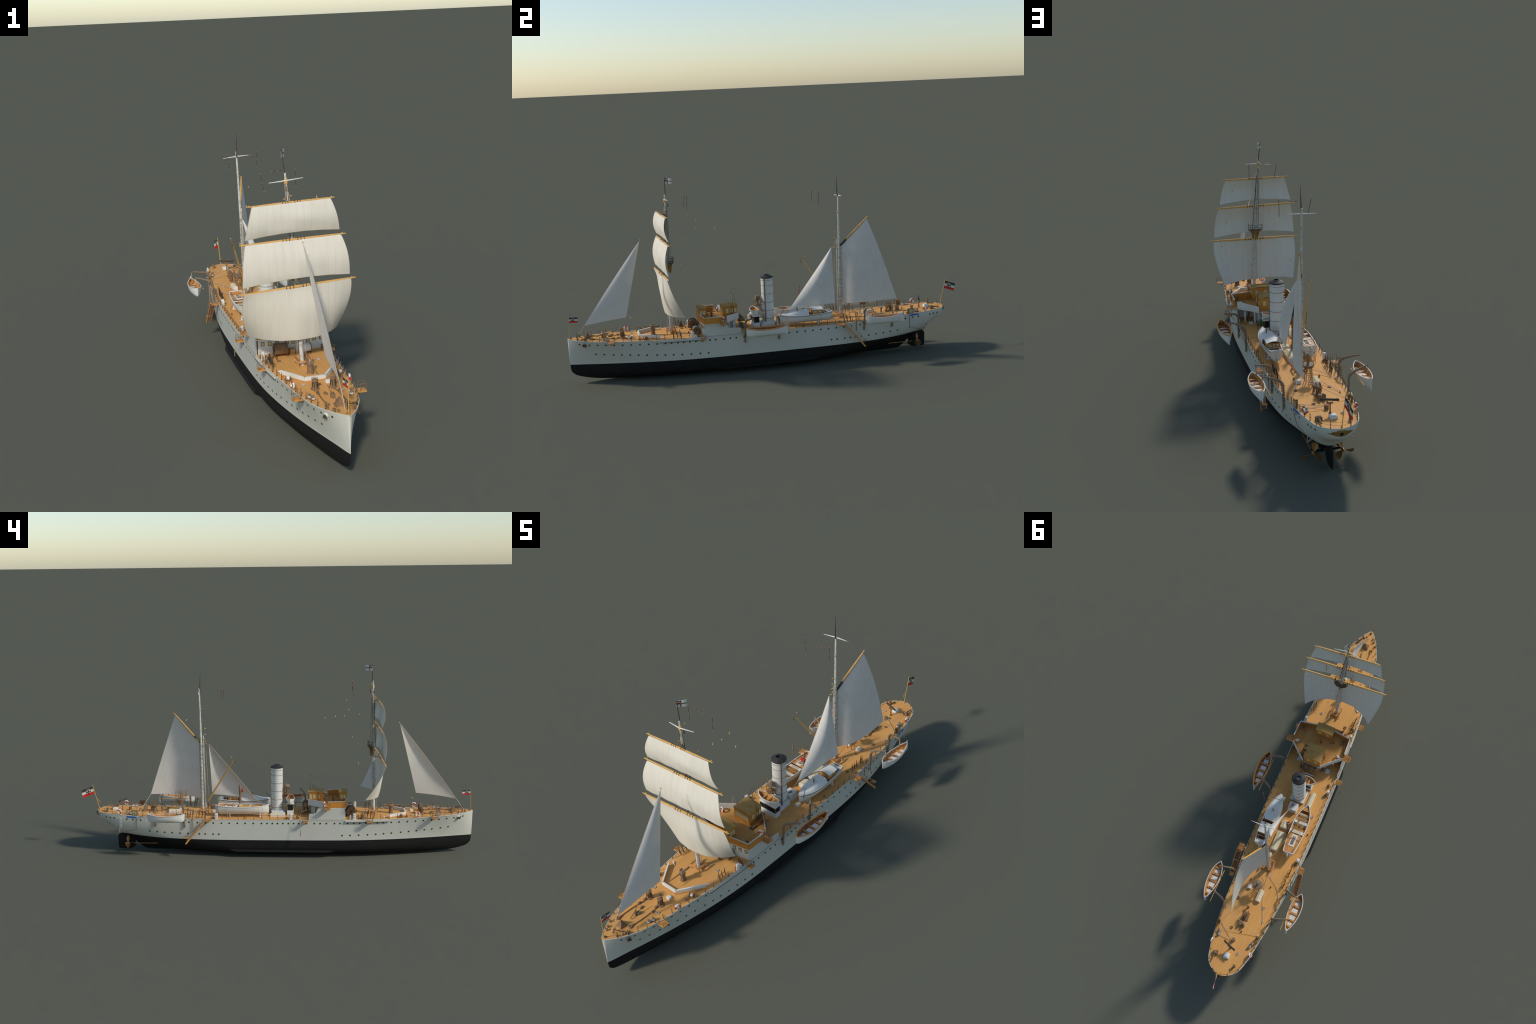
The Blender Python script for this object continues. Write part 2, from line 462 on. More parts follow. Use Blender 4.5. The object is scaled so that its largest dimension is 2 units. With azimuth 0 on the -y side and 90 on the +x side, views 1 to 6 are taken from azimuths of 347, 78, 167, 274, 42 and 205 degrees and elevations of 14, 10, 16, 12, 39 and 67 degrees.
# ---- portholes: two rows each side
pm = Mesh()
pm.lathe([(.0022, 0), (.0022, .0006), (.0042, .0006), (.0045, .0002), (.0044, -.001)], (0, 0, 0), BRASS, 14)
pm.lathe([(.0037, -.0005), (.0037, .0008)], (0, 0, 0), GREEN, 14)
port_mesh = pm.data("porthole")
upper_ports = [-.945, -.898, -.861, -.822, -.784, -.744, -.704, -.663, -.622, -.583, -.543, -.514, -.483, -.456, -.426, -.397, -.367, -.329, -.301, -.261, -.230, -.201,
               -.162, -.123, -.098, -.072, -.045, -.018, .008, .034, .062, .103, .144, .183, .224, .263, .304, .344, .384, .428, .455, .482, .511, .675, .716, .748, .815, .836, .859]
lower_ports = [-.872, -.833, -.789, -.751, -.711, -.672, -.632, -.585, -.546, -.507, -.466, -.422, -.379, -.339, .277, .306, .346, .376, .405, .434, .474, .515, .554, .593, .632]
low_z = curve([(-.88, .1435), (-.79, .1365), (-.71, .131), (-.586, .1235), (-.467, .118), (-.34, .1155), (.28, .1192), (.43, .1195), (.515, .121), (.64, .1255)])
for sd in (1, -1):
    for row, zf in ((upper_ports, lambda y: deck_z(y) - (.0172 if y < .6 else .0188)), (lower_ports, low_z)):
        for y in row:
            p, nrm = side_point(y, zf(y), sd, 0.0002)
            place(port_mesh, "porthole", hull, p, nrm.to_track_quat('Z', 'Y'))
# ------------------------------------------------------------------ underwater gear
for sd in (1, -1):
    m = Mesh()
    ys = np.linspace(-.305, .228, 40)
    vs = []
    for i, y in enumerate(ys):
        z = .034 + .004 * (y + .3) / .53
        p, nrm = side_point(float(y), z, sd)
        k = min(1, min(i, 39 - i) / 2.5)
        d = Vector((sd * .8, 0, -.6)).normalized()
        up = Vector((sd * .6, 0, .8)).normalized() * .0016
        vs += [p - d * .004 + up, p + d * (.001 + .0115 * k) + up, p + d * (.001 + .0115 * k) - up, p - d * .004 - up]
    m.add(vs, [(i * 4 + j, i * 4 + 4 + j, i * 4 + 4 + (j + 1) % 4, i * 4 + (j + 1) % 4) for i in range(39) for j in range(4)] + [(0, 1, 2, 3), (159, 158, 157, 156)], BLACK)
    m.obj("bilge_keel", ship)

# rudder: balanced blade under the counter, foil section
def rudder_blade():
    m = Mesh()
    lead = curve([(.0015, .752), (.005, .744), (.012, .733), (.021, .7235), (.04, .7265), (.088, .745)])
    trail = curve([(.0015, .812), (.004, .8155), (.066, .8185), (.078, .814), (.088, .803)])
    zs = [.0015, .004, .008, .014, .021, .030, .040, .050, .060, .068, .076, .083, .088]
    vs, k = [], 12
    for z in zs:
        a, b = lead(z), trail(z)
        for i in range(k):
            t = 2 * math.pi * i / k
            u = 0.5 - 0.5 * math.cos(t)
            th = .0075 * (math.sin(t)) * (1 - .75 * u)
            vs.append((CX + th, lerp(a, b, u), z))
    n = len(zs)
    m.add(vs, [(i * k + j, i * k + (j + 1) % k, (i + 1) * k + (j + 1) % k, (i + 1) * k + j) for i in range(n - 1) for j in range(k)] + [tuple(range(k - 1, -1, -1)), tuple((n - 1) * k + j for j in range(k))], BLACK)
    m.tube([(CX, .765, .08), (CX, .765, .12)], .005, BLACK, 10)
    m.obj("rudder", ship)
rudder_blade()

def propeller(sd):
    cx = CX + sd * .054
    hub = empty("propeller", ship)
    m = Mesh()
    m.lathe([(.0005, .018), (.003, .012), (.0048, .004), (.0055, -.004), (.0045, -.012)], (cx, .757, .0455), BRONZE, 14, axis=(0, 1, 0))
    m.obj("propeller_hub", hub)
    for b in range(3):
        ang = math.radians((100 if sd > 0 else 70) + 120 * b)
        rad = Vector((math.cos(ang), 0, math.sin(ang)))
        tan = Vector((-math.sin(ang), 0, math.cos(ang)))
        def blade(u, v, rad=rad, tan=tan):
            r = .004 + .037 * v
            w = .0125 * math.sqrt(max(0.0, 1 - ((v - .62) / .64) ** 2)) * (0.45 + 0.55 * min(1, v * 2.2)) if v < 1 else .0
            w = max(w, .0008)
            pitch = math.radians(68 - 42 * v)
            c = (u - .5) * 2 * w
            return Vector((cx, .757, .0455)) + rad * r + (tan * math.cos(pitch) * sd + Vector((0, 1, 0)) * math.sin(pitch)) * c
        mb = Mesh()
        mb.sheet(blade, 8, 10, BRONZE, .0013)
        mb.obj("propeller_blade", hub)
    m = Mesh()
    m.tube([(cx, .750, .0455), (CX + sd * .0535, .60, .0455)], .0024, BRONZE, 10)
    m.obj("propeller_shaft", ship)
    m = Mesh()
    for q in ((CX + sd * .014, .735, .080), (CX + sd * .008, .735, .040)):
        m.beam((cx, .738, .0455), q, .0026, .008, BLACK)
    m.lathe([(.0046, -.009), (.0046, .009)], (cx, .738, .0455), BLACK, 12, axis=(0, 1, 0))
    m.obj("shaft_strut", ship)
propeller(1)
propeller(-1)

# ------------------------------------------------------------------ masts, spars and sails
fm_x = curve([(.19, -.0081), (.40, -.0160), (.58, -.0233), (.74, -.0350), (.878, -.0426)])
FM = lambda z: Vector((fm_x(z), lerp(-.5005, -.4855, (z - .2) / .678), z))
MM = lambda z: Vector((lerp(-.0118, -.0190, ((z - .2) / .638) ** 1.6 if z > .2 else 0), lerp(.3705, .3765, ((z - .2) / .638) ** 2 if z > .2 else 0), z))

foremast = Mesh().tube([FM(.19), FM(.35), FM(.52), FM(.66), FM(.80), FM(.878)], [.0078, .0075, .0070, .0060, .0046, .0034], MAST, 14).obj("foremast", ship)
mainmast = Mesh().tube([MM(.19), MM(.35), MM(.55), MM(.70), MM(.80), MM(.838)], [.0074, .0068, .0058, .0046, .0040, .0034], MAST, 14).obj("mainmast", ship)
Mesh().tube([FM(.868) + Vector((0, .003, 0)), Vector((-.0516, -.4814, .958))], [.0022, .0012], DARK, 8).obj("topmast_pole", foremast)
Mesh().tube([MM(.815) + Vector((0, -.004, 0)), Vector((-.0156, .3692, .920))], [.0030, .0006], DARK, 8).obj("topmast_pole", mainmast)
Mesh().lathe([(.0062, -.004), (.007, 0), (.007, .008), (.005, .014)], FM(.845), SPAR, 12).obj("mast_band", foremast)

# thin doubling spars, rope falls and mast hoops
m = Mesh()
for dx, dy, z0, z1, r in ((.003, -.0150, .21, .60, .0027), (-.004, -.0125, .22, .53, .0014), (.002, -.018, .22, .50, .0008), (-.003, -.030, .225, .52, .0007)):
    m.tube([MM(z0) + Vector((dx, dy * 1.1, 0)), MM(z1) + Vector((dx, dy * .8, 0))], r, ROPE if r < .002 else MAST, 7)
m.obj("halyard", mainmast)
m = Mesh()
for i in range(15):
    z = .235 + i * .0225
    m.tube([MM(z) + Vector((math.cos(a) * .0105, math.sin(a) * .0105 + .001, .0)) for a in [2 * math.pi * k / 12 for k in range(12)]], .0006, DAVIT, 5, closed=True)
m.obj("mast_hoop", mainmast)["kind"] = "stuff"
m = Mesh()
for k in range(10):
    a = 2 * math.pi * k / 10 + .3
    z0, z1 = .545 + .02 * (k % 3), .80 + .012 * (k % 4)
    q = Vector((math.cos(a), math.sin(a), 0))
    m.tube([FM(z0) + q * .014, FM((z0 + z1) / 2) + q * .0095, FM(z1) + q * .006], .0007 + .0004 * (k % 3 == 0), ROPE if k % 2 else DARK, 5)
for k in range(6):
    a = 2 * math.pi * k / 6 + .5
    q = Vector((math.cos(a), math.sin(a), 0))
    m.tube([FM(.225) + q * .017, FM(.52) + q * .008], .0006, ROPE, 5)
m.obj("running_rigging", foremast)["kind"] = "stuff"

# lower mast top: crescent cage and brackets
def fighting_top():
    m = Mesh()
    c = FM(.54)
    for z, r in ((.548, .0007), (.560, .0008), (.572, .0008)):
        pts = [Vector((c.x + math.cos(t) * .0325, c.y + .006 + math.sin(t) * .021, z)) for t in [math.radians(a) for a in range(-25, 206, 21)]]
        m.tube(pts, r, DARK, 5)
    for a in range(-25, 206, 33):
        t = math.radians(a)
        p = Vector((c.x + math.cos(t) * .0325, c.y + .006 + math.sin(t) * .021, 0))
        m.tube([p + Vector((0, 0, .546)), p + Vector((0, 0, .573))], .0009, DARK, 5)
        m.tube([p + Vector((0, 0, .547)), FM(.515)], .0008, BROWN, 5)
    m.prism([(c.x + math.cos(math.radians(a)) * .030, c.y + .006 + math.sin(math.radians(a)) * .019) for a in range(-20, 201, 20)], .545, .5475, BROWN)
    for sdx in (-1, 1):
        m.beam(FM(.505) + Vector((sdx * .008, .002, 0)), FM(.546) + Vector((sdx * .015, .004, 0)), .006, .010, GOLD)
    m.beam(FM(.497) + Vector((0, .008, 0)), FM(.545) + Vector((0, .013, 0)), .012, .006, GOLD)
    m.obj("crows_nest", foremast)
fighting_top()

# signal crossbars near the mast tops
Mesh().tube([(.0206, -.4801, .8557), tuple(FM(.8525) + Vector((0, -.005, 0))), (-.0994, -.4838, .8475)], [.0011, .0026, .0011], WHITE, 8).obj("signal_yard", foremast)
m = Mesh().tube([(.0432, .3776, .8194), (-.016, .378, .8175), (-.0779, .3721, .8140)], [.0008, .0028, .0009], WHITE, 8)
m.tube([(.0445, .3777, .8195), (.033, .377, .8192)], .0012, COPPER, 6)
m.obj("signal_yard", mainmast)
for p, par in ((FM(.846) + Vector((.004, .012, -.018)), foremast), (FM(.83) + Vector((-.004, -.008, 0)), foremast)):
    Mesh().lathe([(.0006, -.012), (.0024, -.008), (.0026, 0), (.0008, .010)], p, BROWN, 8).obj("rigging_block", par)

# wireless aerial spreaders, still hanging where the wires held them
def spreader(a, b):
    m = Mesh().tube([a, b], .0010, DARK, 6)
    for t in (0, .5, 1):
        m.ball(Vector(a).lerp(Vector(b), t), .0021, COPPER, 8)
    m.obj("aerial_spreader", ship)
spreader((.0212, -.387, .871), (.0214, -.3896, .8105))
spreader((-.1026, -.3843, .8628), (-.0934, -.3917, .803))
spreader((-.0622, -.3884, .8706), (-.0207, -.3866, .8707))
spreader((.0393, .2585, .849), (.0391, .2576, .785))
spreader((-.0874, .2598, .8446), (-.0749, .2545, .786))
spreader((-.0359, .2558, .8393), (.0002, .2567, .8391))
blk = Mesh().lathe([(.0006, -.0040), (.0024, -.0022), (.0030, 0), (.0022, .0022), (.0006, .0036)], (0, 0, 0), SPAR, 8)
blk.tube([(0, 0, .002), (0, 0, .0085)], .0006, ROPE, 5)
blk = blk.data("rigging_block")
for p in ((.1038, -.3623, .7611), (-.1516, -.364, .7497), (-.0312, -.4219, .708), (-.0295, -.3476, .7006), (-.0258, -.3033, .6972), (-.0344, -.252, .6922),
          (.1332, -.3574, .6229), (-.1843, -.3812, .6235), (.1553, -.379, .508), (-.2034, -.4108, .4974), (-.0367, -.6911, .286)):
    place(blk, "rigging_block", ship, p, (rnd.uniform(-.4, .4), rnd.uniform(-.4, .4), 0))
# blocks clustered at the stay and gaff tackles
for i, (dx, dy, z) in enumerate(((.002, -.022, .635), (.0, -.020, .606), (-.002, -.018, .582), (.002, -.020, .567), (-.002, -.026, .556), (.004, .010, .652), (.002, -.007, .735))):
    place(blk, "rigging_block", mainmast, MM(z) + Vector((dx, dy, 0)), (1.2 + .3 * i, .4 * i, 0))
for p in ((.045, .4535, .668),):
    place(blk, "rigging_block", mainmast, p, (1, .4, 0))
for i, z in enumerate((.66, .655, .73, .79, .80, .505, .37)):
    place(blk, "rigging_block", foremast, FM(z) + Vector((.012 * (-1) ** i, .006 - .003 * i, 0)), (.3 * i, .2, 0))

# yards and square sails
def yard(a, b, r, name="yard"):
    a, b = Vector(a), Vector(b)
    pts = [a.lerp(b, t) for t in (0, .06, .065, .25, .5, .75, .935, .94, 1)]
    o = Mesh().tube(pts, [r * .45, r * .55, r * .62, r * .85, r, r * .85, r * .62, r * .55, r * .45], SPAR, 10).obj(name, foremast)
    mb = Mesh()
    for t in (.40, .43, .46, .54, .57, .60):
        p = a.lerp(b, t)
        d = (b - a).normalized()
        mb.lathe([(r * 1.12, -.0012), (r * 1.12, .0012)], p, DARK, 10, axis=d)
    mb.tube([a.lerp(b, .49), FM(a.lerp(b, .5).z)], .0035, BROWN, 6)
    for t in (.03, .97):
        mb.ball(a.lerp(b, t) + Vector((0, .004, .002)), .0028, SPAR, 8)
    mb.obj("yard_band", foremast)
    return a, b

def square_sail(yd, head_in, clewP, clewS, leech_belly, foot_fwd, foot_arch, mid_belly, name, round_out=.005):
    a, b = yd
    h0, h1 = a.lerp(b, head_in), a.lerp(b, 1 - head_in)
    off = Vector((0, -.0045, -.001))
    h0, h1 = h0 + off, h1 + off
    cp, cs = Vector(clewP), Vector(clewS)
    def fn(u, v):
        head, foot = h0.lerp(h1, u), cp.lerp(cs, u)
        w = 1 - (2 * u - 1) ** 2
        wf = 1 - abs(2 * u - 1) ** 2.6
        p = head.lerp(foot, v)
        p.y -= leech_belly * math.sin(math.pi * min(1, v * .98)) ** .9 + mid_belly * w * math.sin(math.pi * v * .9) + foot_fwd * wf * v ** 1.3
        p.z += foot_arch * w * v ** 2
        p.y += .0010 * math.sin(u * 31 + 2 * v) * v + .0016 * math.sin(u * 9 + 3 * v) * math.sin(v * 7 - u * 4) * math.sin(math.pi * u)
        p.x += round_out * math.sin(math.pi * v ** .8) * (1 - 2 * u)
        return p
    m = Mesh().sheet(fn, 44, 26, SAILSQ, .0011)
    o = m.obj(name, foremast, 60)
    rp = Mesh()
    rp.tube([fn(0, t / 16) for t in range(17)], .0009, ROPE, 5)
    rp.tube([fn(1, t / 16) for t in range(17)], .0009, ROPE, 5)
    rp.tube([fn(t / 24, 1) for t in range(25)], .0009, ROPE, 5)
    rp.obj("bolt_rope", foremast)
low = yard((.1890, -.5141, .4992), (-.2343, -.5431, .4880), .0052)
mid = yard((.1603, -.4998, .6547), (-.2183, -.5240, .6530), .0047)
top = yard((.1231, -.5004, .7839), (-.1871, -.5222, .7800), .0042)
square_sail(low, .045, (.1385, -.4400, .3020), (-.1890, -.4480, .3100), .009, .072, -.006, .010, "course_sail", .012)
square_sail(mid, .050, (.1680, -.5120, .5135), (-.2170, -.5370, .5095), .0145, .010, .014, .0, "topsail", .006)
square_sail(top, .052, (.1390, -.4985, .6710), (-.1995, -.5225, .6685), .0135, .007, .012, .0, "topgallant_sail", .003)

# fore-and-aft sails
def tri_sail(head, tack, clew, belly, mat, name, parent, luff_sag=0.0, foot_round=0.0, leech_round=0.0, luff_round=0.0):
    head, tack, clew = Vector(head), Vector(tack), Vector(clew)
    n = (tack - head).cross(clew - head).normalized()
    if n.x < 0:
        n = -n
    def fn(u, v):                      # v from head to foot, u from luff to leech
        v = max(v, .004)
        p = head.lerp(tack, v).lerp(head.lerp(clew, v), u)
        p += n * belly * math.sin(math.pi * (u ** .8)) * math.sin(math.pi * (v * .92)) ** .8
        p += n * luff_sag * math.sin(math.pi * v) * (1 - u)
        p.z -= foot_round * math.sin(math.pi * u) * v ** 3
        p.y += leech_round * math.sin(math.pi * v) * u ** 2 - luff_round * math.sin(math.pi * v) * (1 - u) ** 2
        return p
    Mesh().sheet(fn, 26, 34, mat, .0010).obj(name, parent, 60)
    r = Mesh()
    r.tube([fn(0, t / 20) for t in range(21)], .0010, ROPE, 5)
    r.tube([fn(1, t / 20) for t in range(21)], .0007, ROPE, 5)
    r.tube([fn(t / 14, 1) for t in range(15)], .0007, ROPE, 5)
    r.obj("bolt_rope", parent)
tri_sail((-.0270, -.6235, .6635), (-.0065, -.9154, .2755), (.0098, -.7146, .3017), .010, SAILJIB, "jib", foremast, foot_round=-.002, luff_round=.005)
tri_sail((-.0175, .3330, .5575), (.0050, .0910, .2560), (.0385, .3262, .2820), .026, SAILSTAY, "staysail", mainmast, luff_sag=.004, foot_round=-.003)
Mesh().tube([(-.0068, -.957, .213), (-.0065, -.9154, .2755)], .0014, ROPE, 6).obj("jib_stay", foremast)
Mesh().ball((-.0275, -.6205, .668), .0030, SPAR, 8).obj("jib_head_block", foremast)
Mesh().tube([(-.002, .052, .226), (.0050, .0910, .2560)], .0011, ROPE, 6).obj("staysail_stay", mainmast)

throat, peak = Vector((-.0125, .3805, .5665)), Vector((.0275, .5140, .7080))
gaff = Mesh().tube([throat, throat.lerp(peak, .25), throat.lerp(peak, .6), peak], [.0040, .0044, .0040, .0026], SPAR, 10).obj("gaff", mainmast)
Mesh().tube([throat + Vector((.001, -.004, -.003)), throat.lerp(peak, .20)], [.0050, .0048], DARK, 10).obj("gaff_collar", mainmast)
def gaff_sail():
    tk, th = Vector((-.0105, .3800, .2680)), throat + Vector((.001, .004, -.004))
    pk, cl = throat.lerp(peak, .93) + Vector((.0, .003, -.002)), Vector((.0500, .6495, .2780))
    def fn(u, v):
        head, foot = th.lerp(pk, u), tk.lerp(cl, u)
        p = head.lerp(foot, v)
        p.x += lerp(.0, .037, v ** .6) * math.sin(math.pi * u ** .66) + .015 * u * math.sin(math.pi * v ** .75)
        p.y += .002 * u * u * math.sin(math.pi * v)
        p.z -= .004 * math.sin(math.pi * u) * v ** 3 * -1
        return p
    Mesh().sheet(fn, 30, 36, SAILGAFF, .0010).obj("gaff_sail", mainmast, 60)
    r = Mesh()
    r.tube([fn(1, t / 20) for t in range(21)], .0007, ROPE, 5)
    r.tube([fn(t / 16, 1) for t in range(17)], .0007, ROPE, 5)
    r.obj("bolt_rope", mainmast)
gaff_sail()
# sheets of the gaff sail
Mesh().tube([(.050, .6495, .278), (-.0955, .6910, .2060)], .0010, ROPE, 5).obj("sheet_rope", mainmast)
Mesh().tube([(.050, .6495, .278), (.0900, .6890, .2060)], .0005, ROPE, 5).obj("sheet_rope", mainmast)

# boat derrick
tip = Vector((-.0945, .1960, .4965))
m = Mesh().tube([(-.0165, .3415, .262), (-.0555, .2688, .3793), tip], [.0040, .0040, .0028], SPAR, 10)
m.ball(tip, .0034, BROWN, 8)
m.tube([tip, tip + Vector((-.001, .015, .007))], .0012, BROWN, 5)
m.ball(tip + Vector((-.001, .017, .0075)), .0028, SPAR, 8)
m.tube([tip + Vector((0, -.003, -.002)), tip + Vector((0, -.0045, -.014))], .0010, DARK, 5)
m.ball(tip + Vector((0, -.0045, -.017)), .0032, DARK, 8)
m.obj("boat_derrick", mainmast)

# flags
def flag(pole_top, pole_bot, top_far, near_bot, wave, name):
    """three bands with a cross; pole_top..near_bot is the hoist"""
    o, dx, dz = Vector(pole_top), Vector(top_far) - Vector(pole_top), Vector(near_bot) - Vector(pole_top)
    nrm = dx.cross(dz).normalized()
    def at(u, v, h=0):
        return o + dx * u + dz * v + nrm * (wave * math.sin(u * 5.5 + v) * u + h)
    f = empty(name, ship)
    for i, (nm, mat) in enumerate((("flag_band_black", FBLACK), ("flag_band_white", FWHITE), ("flag_band_red", RED))):
        Mesh().sheet(lambda u, v, i=i: at(u, (i + v) / 3), 12, 3, mat, .0008).obj(nm, f)
    c = Mesh()
    for arm in range(4):                # flared arms
        a = arm * math.pi / 2
        ca, sa = math.cos(a), math.sin(a)
        for h in (.0008, -.0008):
            def fn(u, v, h=h, ca=ca, sa=sa):
                q = v * .30
                w = lerp(.035, .125, v ** 1.5) * (u - .5) * 2
                x, y = ca * q - sa * w, sa * q + ca * w
                return at(.44 + x * .66, .5 + y, h)
            c.sheet(fn, 2, 3, FBLACK, .0003)
    c.obj("flag_cross", f)
    # pale outline of the cross where it overlaps the black band
    e = Mesh()
    for h in (.0005, -.0005):
        e.sheet(lambda u, v, h=h: at(.44 + (u - .5) * .24, .16 + v * .18, h), 2, 2, FWHITE, .0002)
    e.obj("flag_cross_edge", f)
    return f
fs = flag((-.0126, .9395, .3330), None, (-.0215, .9975, .3110), (-.0116, .9325, .2945), .0025, "stern_flag")
m = Mesh().tube([(-.0098, .9070, .208), (-.0128, .9400, .3375)], [.0017, .0013], YELLOW, 8)
m.tube([(-.0112, .922, .268), (-.013, .900, .248)], .0008, YELLOW, 5)
m.ball((-.0128, .9402, .338), .002, YELLOW, 8)
m.lathe([(.004, 0), (.003, .006), (.002, .008)], (-.0098, .907, .2085), WOOD, 8)
m.obj("flagpole", fs)
fb = flag((-.0060, -.9855, .3225), None, (-.0105, -.9440, .3195), (-.0050, -.9865, .2975), .002, "bow_flag")
m = Mesh().tube([(-.0078, -.9895, .216), (-.0059, -.9854, .3265)], [.0014, .0011], YELLOW, 8)
m.obj("flagpole", fb)
def ensign():
    o, dx, dz = Vector((-.0518, -.4813, .9555)), Vector((-.0336, -.4496, .9545)) - Vector((-.0518, -.4813, .9555)), Vector((-.0008, -.0004, -.0275))
    nrm = dx.cross(dz).normalized()
    at = lambda u, v, h=0: o + dx * u + dz * v + nrm * (h + .001 * math.sin(u * 6))
    f = empty("mast_flag", ship)
    Mesh().sheet(at, 10, 4, FWHITE, .0007).obj("flag_cloth", f)
    c = Mesh()
    for h in (.0006, -.0006):
        c.sheet(lambda u, v: at(u, .43 + .12 * v, h), 10, 1, FBLACK, .0002)
        c.sheet(lambda u, v: at(.37 + .09 * u, v, h * 1.2), 1, 4, FBLACK, .0002)
    c.obj("flag_cross", f)
    e = Mesh()
    for h in (.0009, -.0009):
        e.sheet(lambda u, v: at(.02 + .33 * u, .02 + .13 * v, h), 2, 1, FBLACK, .0002)
        e.sheet(lambda u, v: at(.02 + .33 * u, .28 + .13 * v, h), 2, 1, RED, .0002)
        e.sheet(lambda u, v: at(.33 + .16 * u, .36 + .26 * v, h * 1.3), 2, 2, GOLD, .0002)
    e.obj("flag_canton", f)
ensign()
# ------------------------------------------------------------------ bridge
bridge = empty("bridge", ship)
def wall(m, a, b, z0, z1, t, mat, z0b=None, z1b=None):
    a, b = Vector((a[0], a[1], 0)), Vector((b[0], b[1], 0))
    d = (b - a).normalized()
    n = Vector((-d.y, d.x, 0)) * t / 2
    z0b = z0 if z0b is None else z0b
    z1b = z1 if z1b is None else z1b
    q = []
    for p, za, zb in ((a, z0, z1), (b, z0b, z1b)):
        for s in (-1, 1):
            for z in (za, zb):
                q.append(p + n * s + Vector((0, 0, z)))
    m.add(q, [(0, 1, 3, 2), (4, 6, 7, 5), (0, 4, 5, 1), (2, 3, 7, 6), (0, 2, 6, 4), (1, 5, 7, 3)], mat)
    return m

PF, SF = (.1232, -.3510), (-.1340, -.3520)
PC, SC = (.0345, -.3655), (-.0495, -.3655)
PS, SS = (.1262, -.2700), (-.1392, -.2690)
PD, SD = (.1185, -.2420), (-.1352, -.2450)
PA, SA = (.0360, -.1690), (-.0500, -.1690)
plan = [PF, PC, SC, SF, SS, SD, SA, PA, PD, PS]
Mesh().prism([(x, y) for x, y in plan[::-1]], .2525, .2570, WHITE, BRIDGEDECK).obj("bridge_deck", bridge)
for a, b, mat in ((PF, PC, PANEL), (SC, SF, PANEL), (PF, PS, PANELY), (SF, SS, PANELY), (PC, SC, PANEL)):
    wall(Mesh(), a, b, .2560, .2880, .0022, mat).obj("bridge_bulwark", bridge)
m = Mesh()
for a, b in ((PF, PC), (SC, SF), (PF, PS), (SF, SS)):
    wall(m, a, b, .2880, .2898, .0042, WHITE)
    wall(m, a, b, .2535, .2566, .0050, WHITE)
m.obj("bulwark_cap_rail", bridge)
# white canvas dodgers running in to the chart house
for a, b in ((PD, PA), (SD, SA)):
    m = wall(Mesh(), a, b, .2590, .2885, .0020, WHITE, .2500, .2800)
    for t in (.06, .2, .5, .8, .94):
        for h in (.25, .75) if t in (.06, .94) else (.2, .5, .8):
            p = Vector((lerp(a[0], b[0], t), lerp(a[1], b[1], t), lerp(.257, .2495, t) + .028 * h))
            m.ball(p, .0014, BROWN, 6)
    m.obj("canvas_dodger", bridge)
    q = Mesh()
    for t in (.0, .33, .66, 1.0):
        q.tube([(lerp(a[0], b[0], t), lerp(a[1], b[1], t), .245), (lerp(a[0], b[0], t), lerp(a[1], b[1], t), .2905 - .0085 * t)], .0010, BROWN, 6)
    q.obj("dodger_post", bridge)
# front of the deckhouse under the bridge
hf = [(.1195, -.3480), (.0340, -.3620), (-.0490, -.3620), (-.1300, -.3490), (-.1300, -.2900), (-.0520, -.2850), (-.0520, -.1850), (.0380, -.1850), (.0380, -.2850), (.1160, -.2900)]
Mesh().prism(hf[::-1], .190, .2526, WHITE).obj("deckhouse", bridge)
def window(m, c, nrm, w, h, frame=FRAMEB, pane=PANE, fr=.0022, proud=.0008):
    nrm = Vector(nrm).normalized()
    x = Vector((0, 0, 1)).cross(nrm).normalized()
    R = Matrix((x, Vector((0, 0, 1)), nrm)).transposed()
    c = Vector(c)
    m.box(c, (w, h, .0016), pane, R)
    for s in (-1, 1):
        m.box(c + x * s * w / 2, (fr, h + fr, .0016 + 2 * proud), frame, R)
        m.box(c + Vector((0, 0, s * h / 2)), (w + fr, fr, .0016 + 2 * proud), frame, R)
def windows_on(a, b, ts, z, w, h, name, parent, frame=FRAMEB, out=1):
    d = Vector((b[0] - a[0], b[1] - a[1], 0)).normalized()
    n = Vector((d.y, -d.x, 0)) * out
    for t in ts:
        m = Mesh()
        window(m, Vector((lerp(a[0], b[0], t), lerp(a[1], b[1], t), z)) + n * .0006, n, w, h, frame)
        m.obj(name, parent)
windows_on(hf[0], hf[1], (.14, .46, .76), .2375, .0105, .0135, "deckhouse_window", bridge, out=-1)
windows_on(hf[1], hf[2], (.12, .42, .72), .2375, .0105, .0135, "deckhouse_window", bridge, out=-1)
windows_on(hf[2], hf[3], (.16, .48, .80), .2375, .0105, .0135, "deckhouse_window", bridge, out=-1)
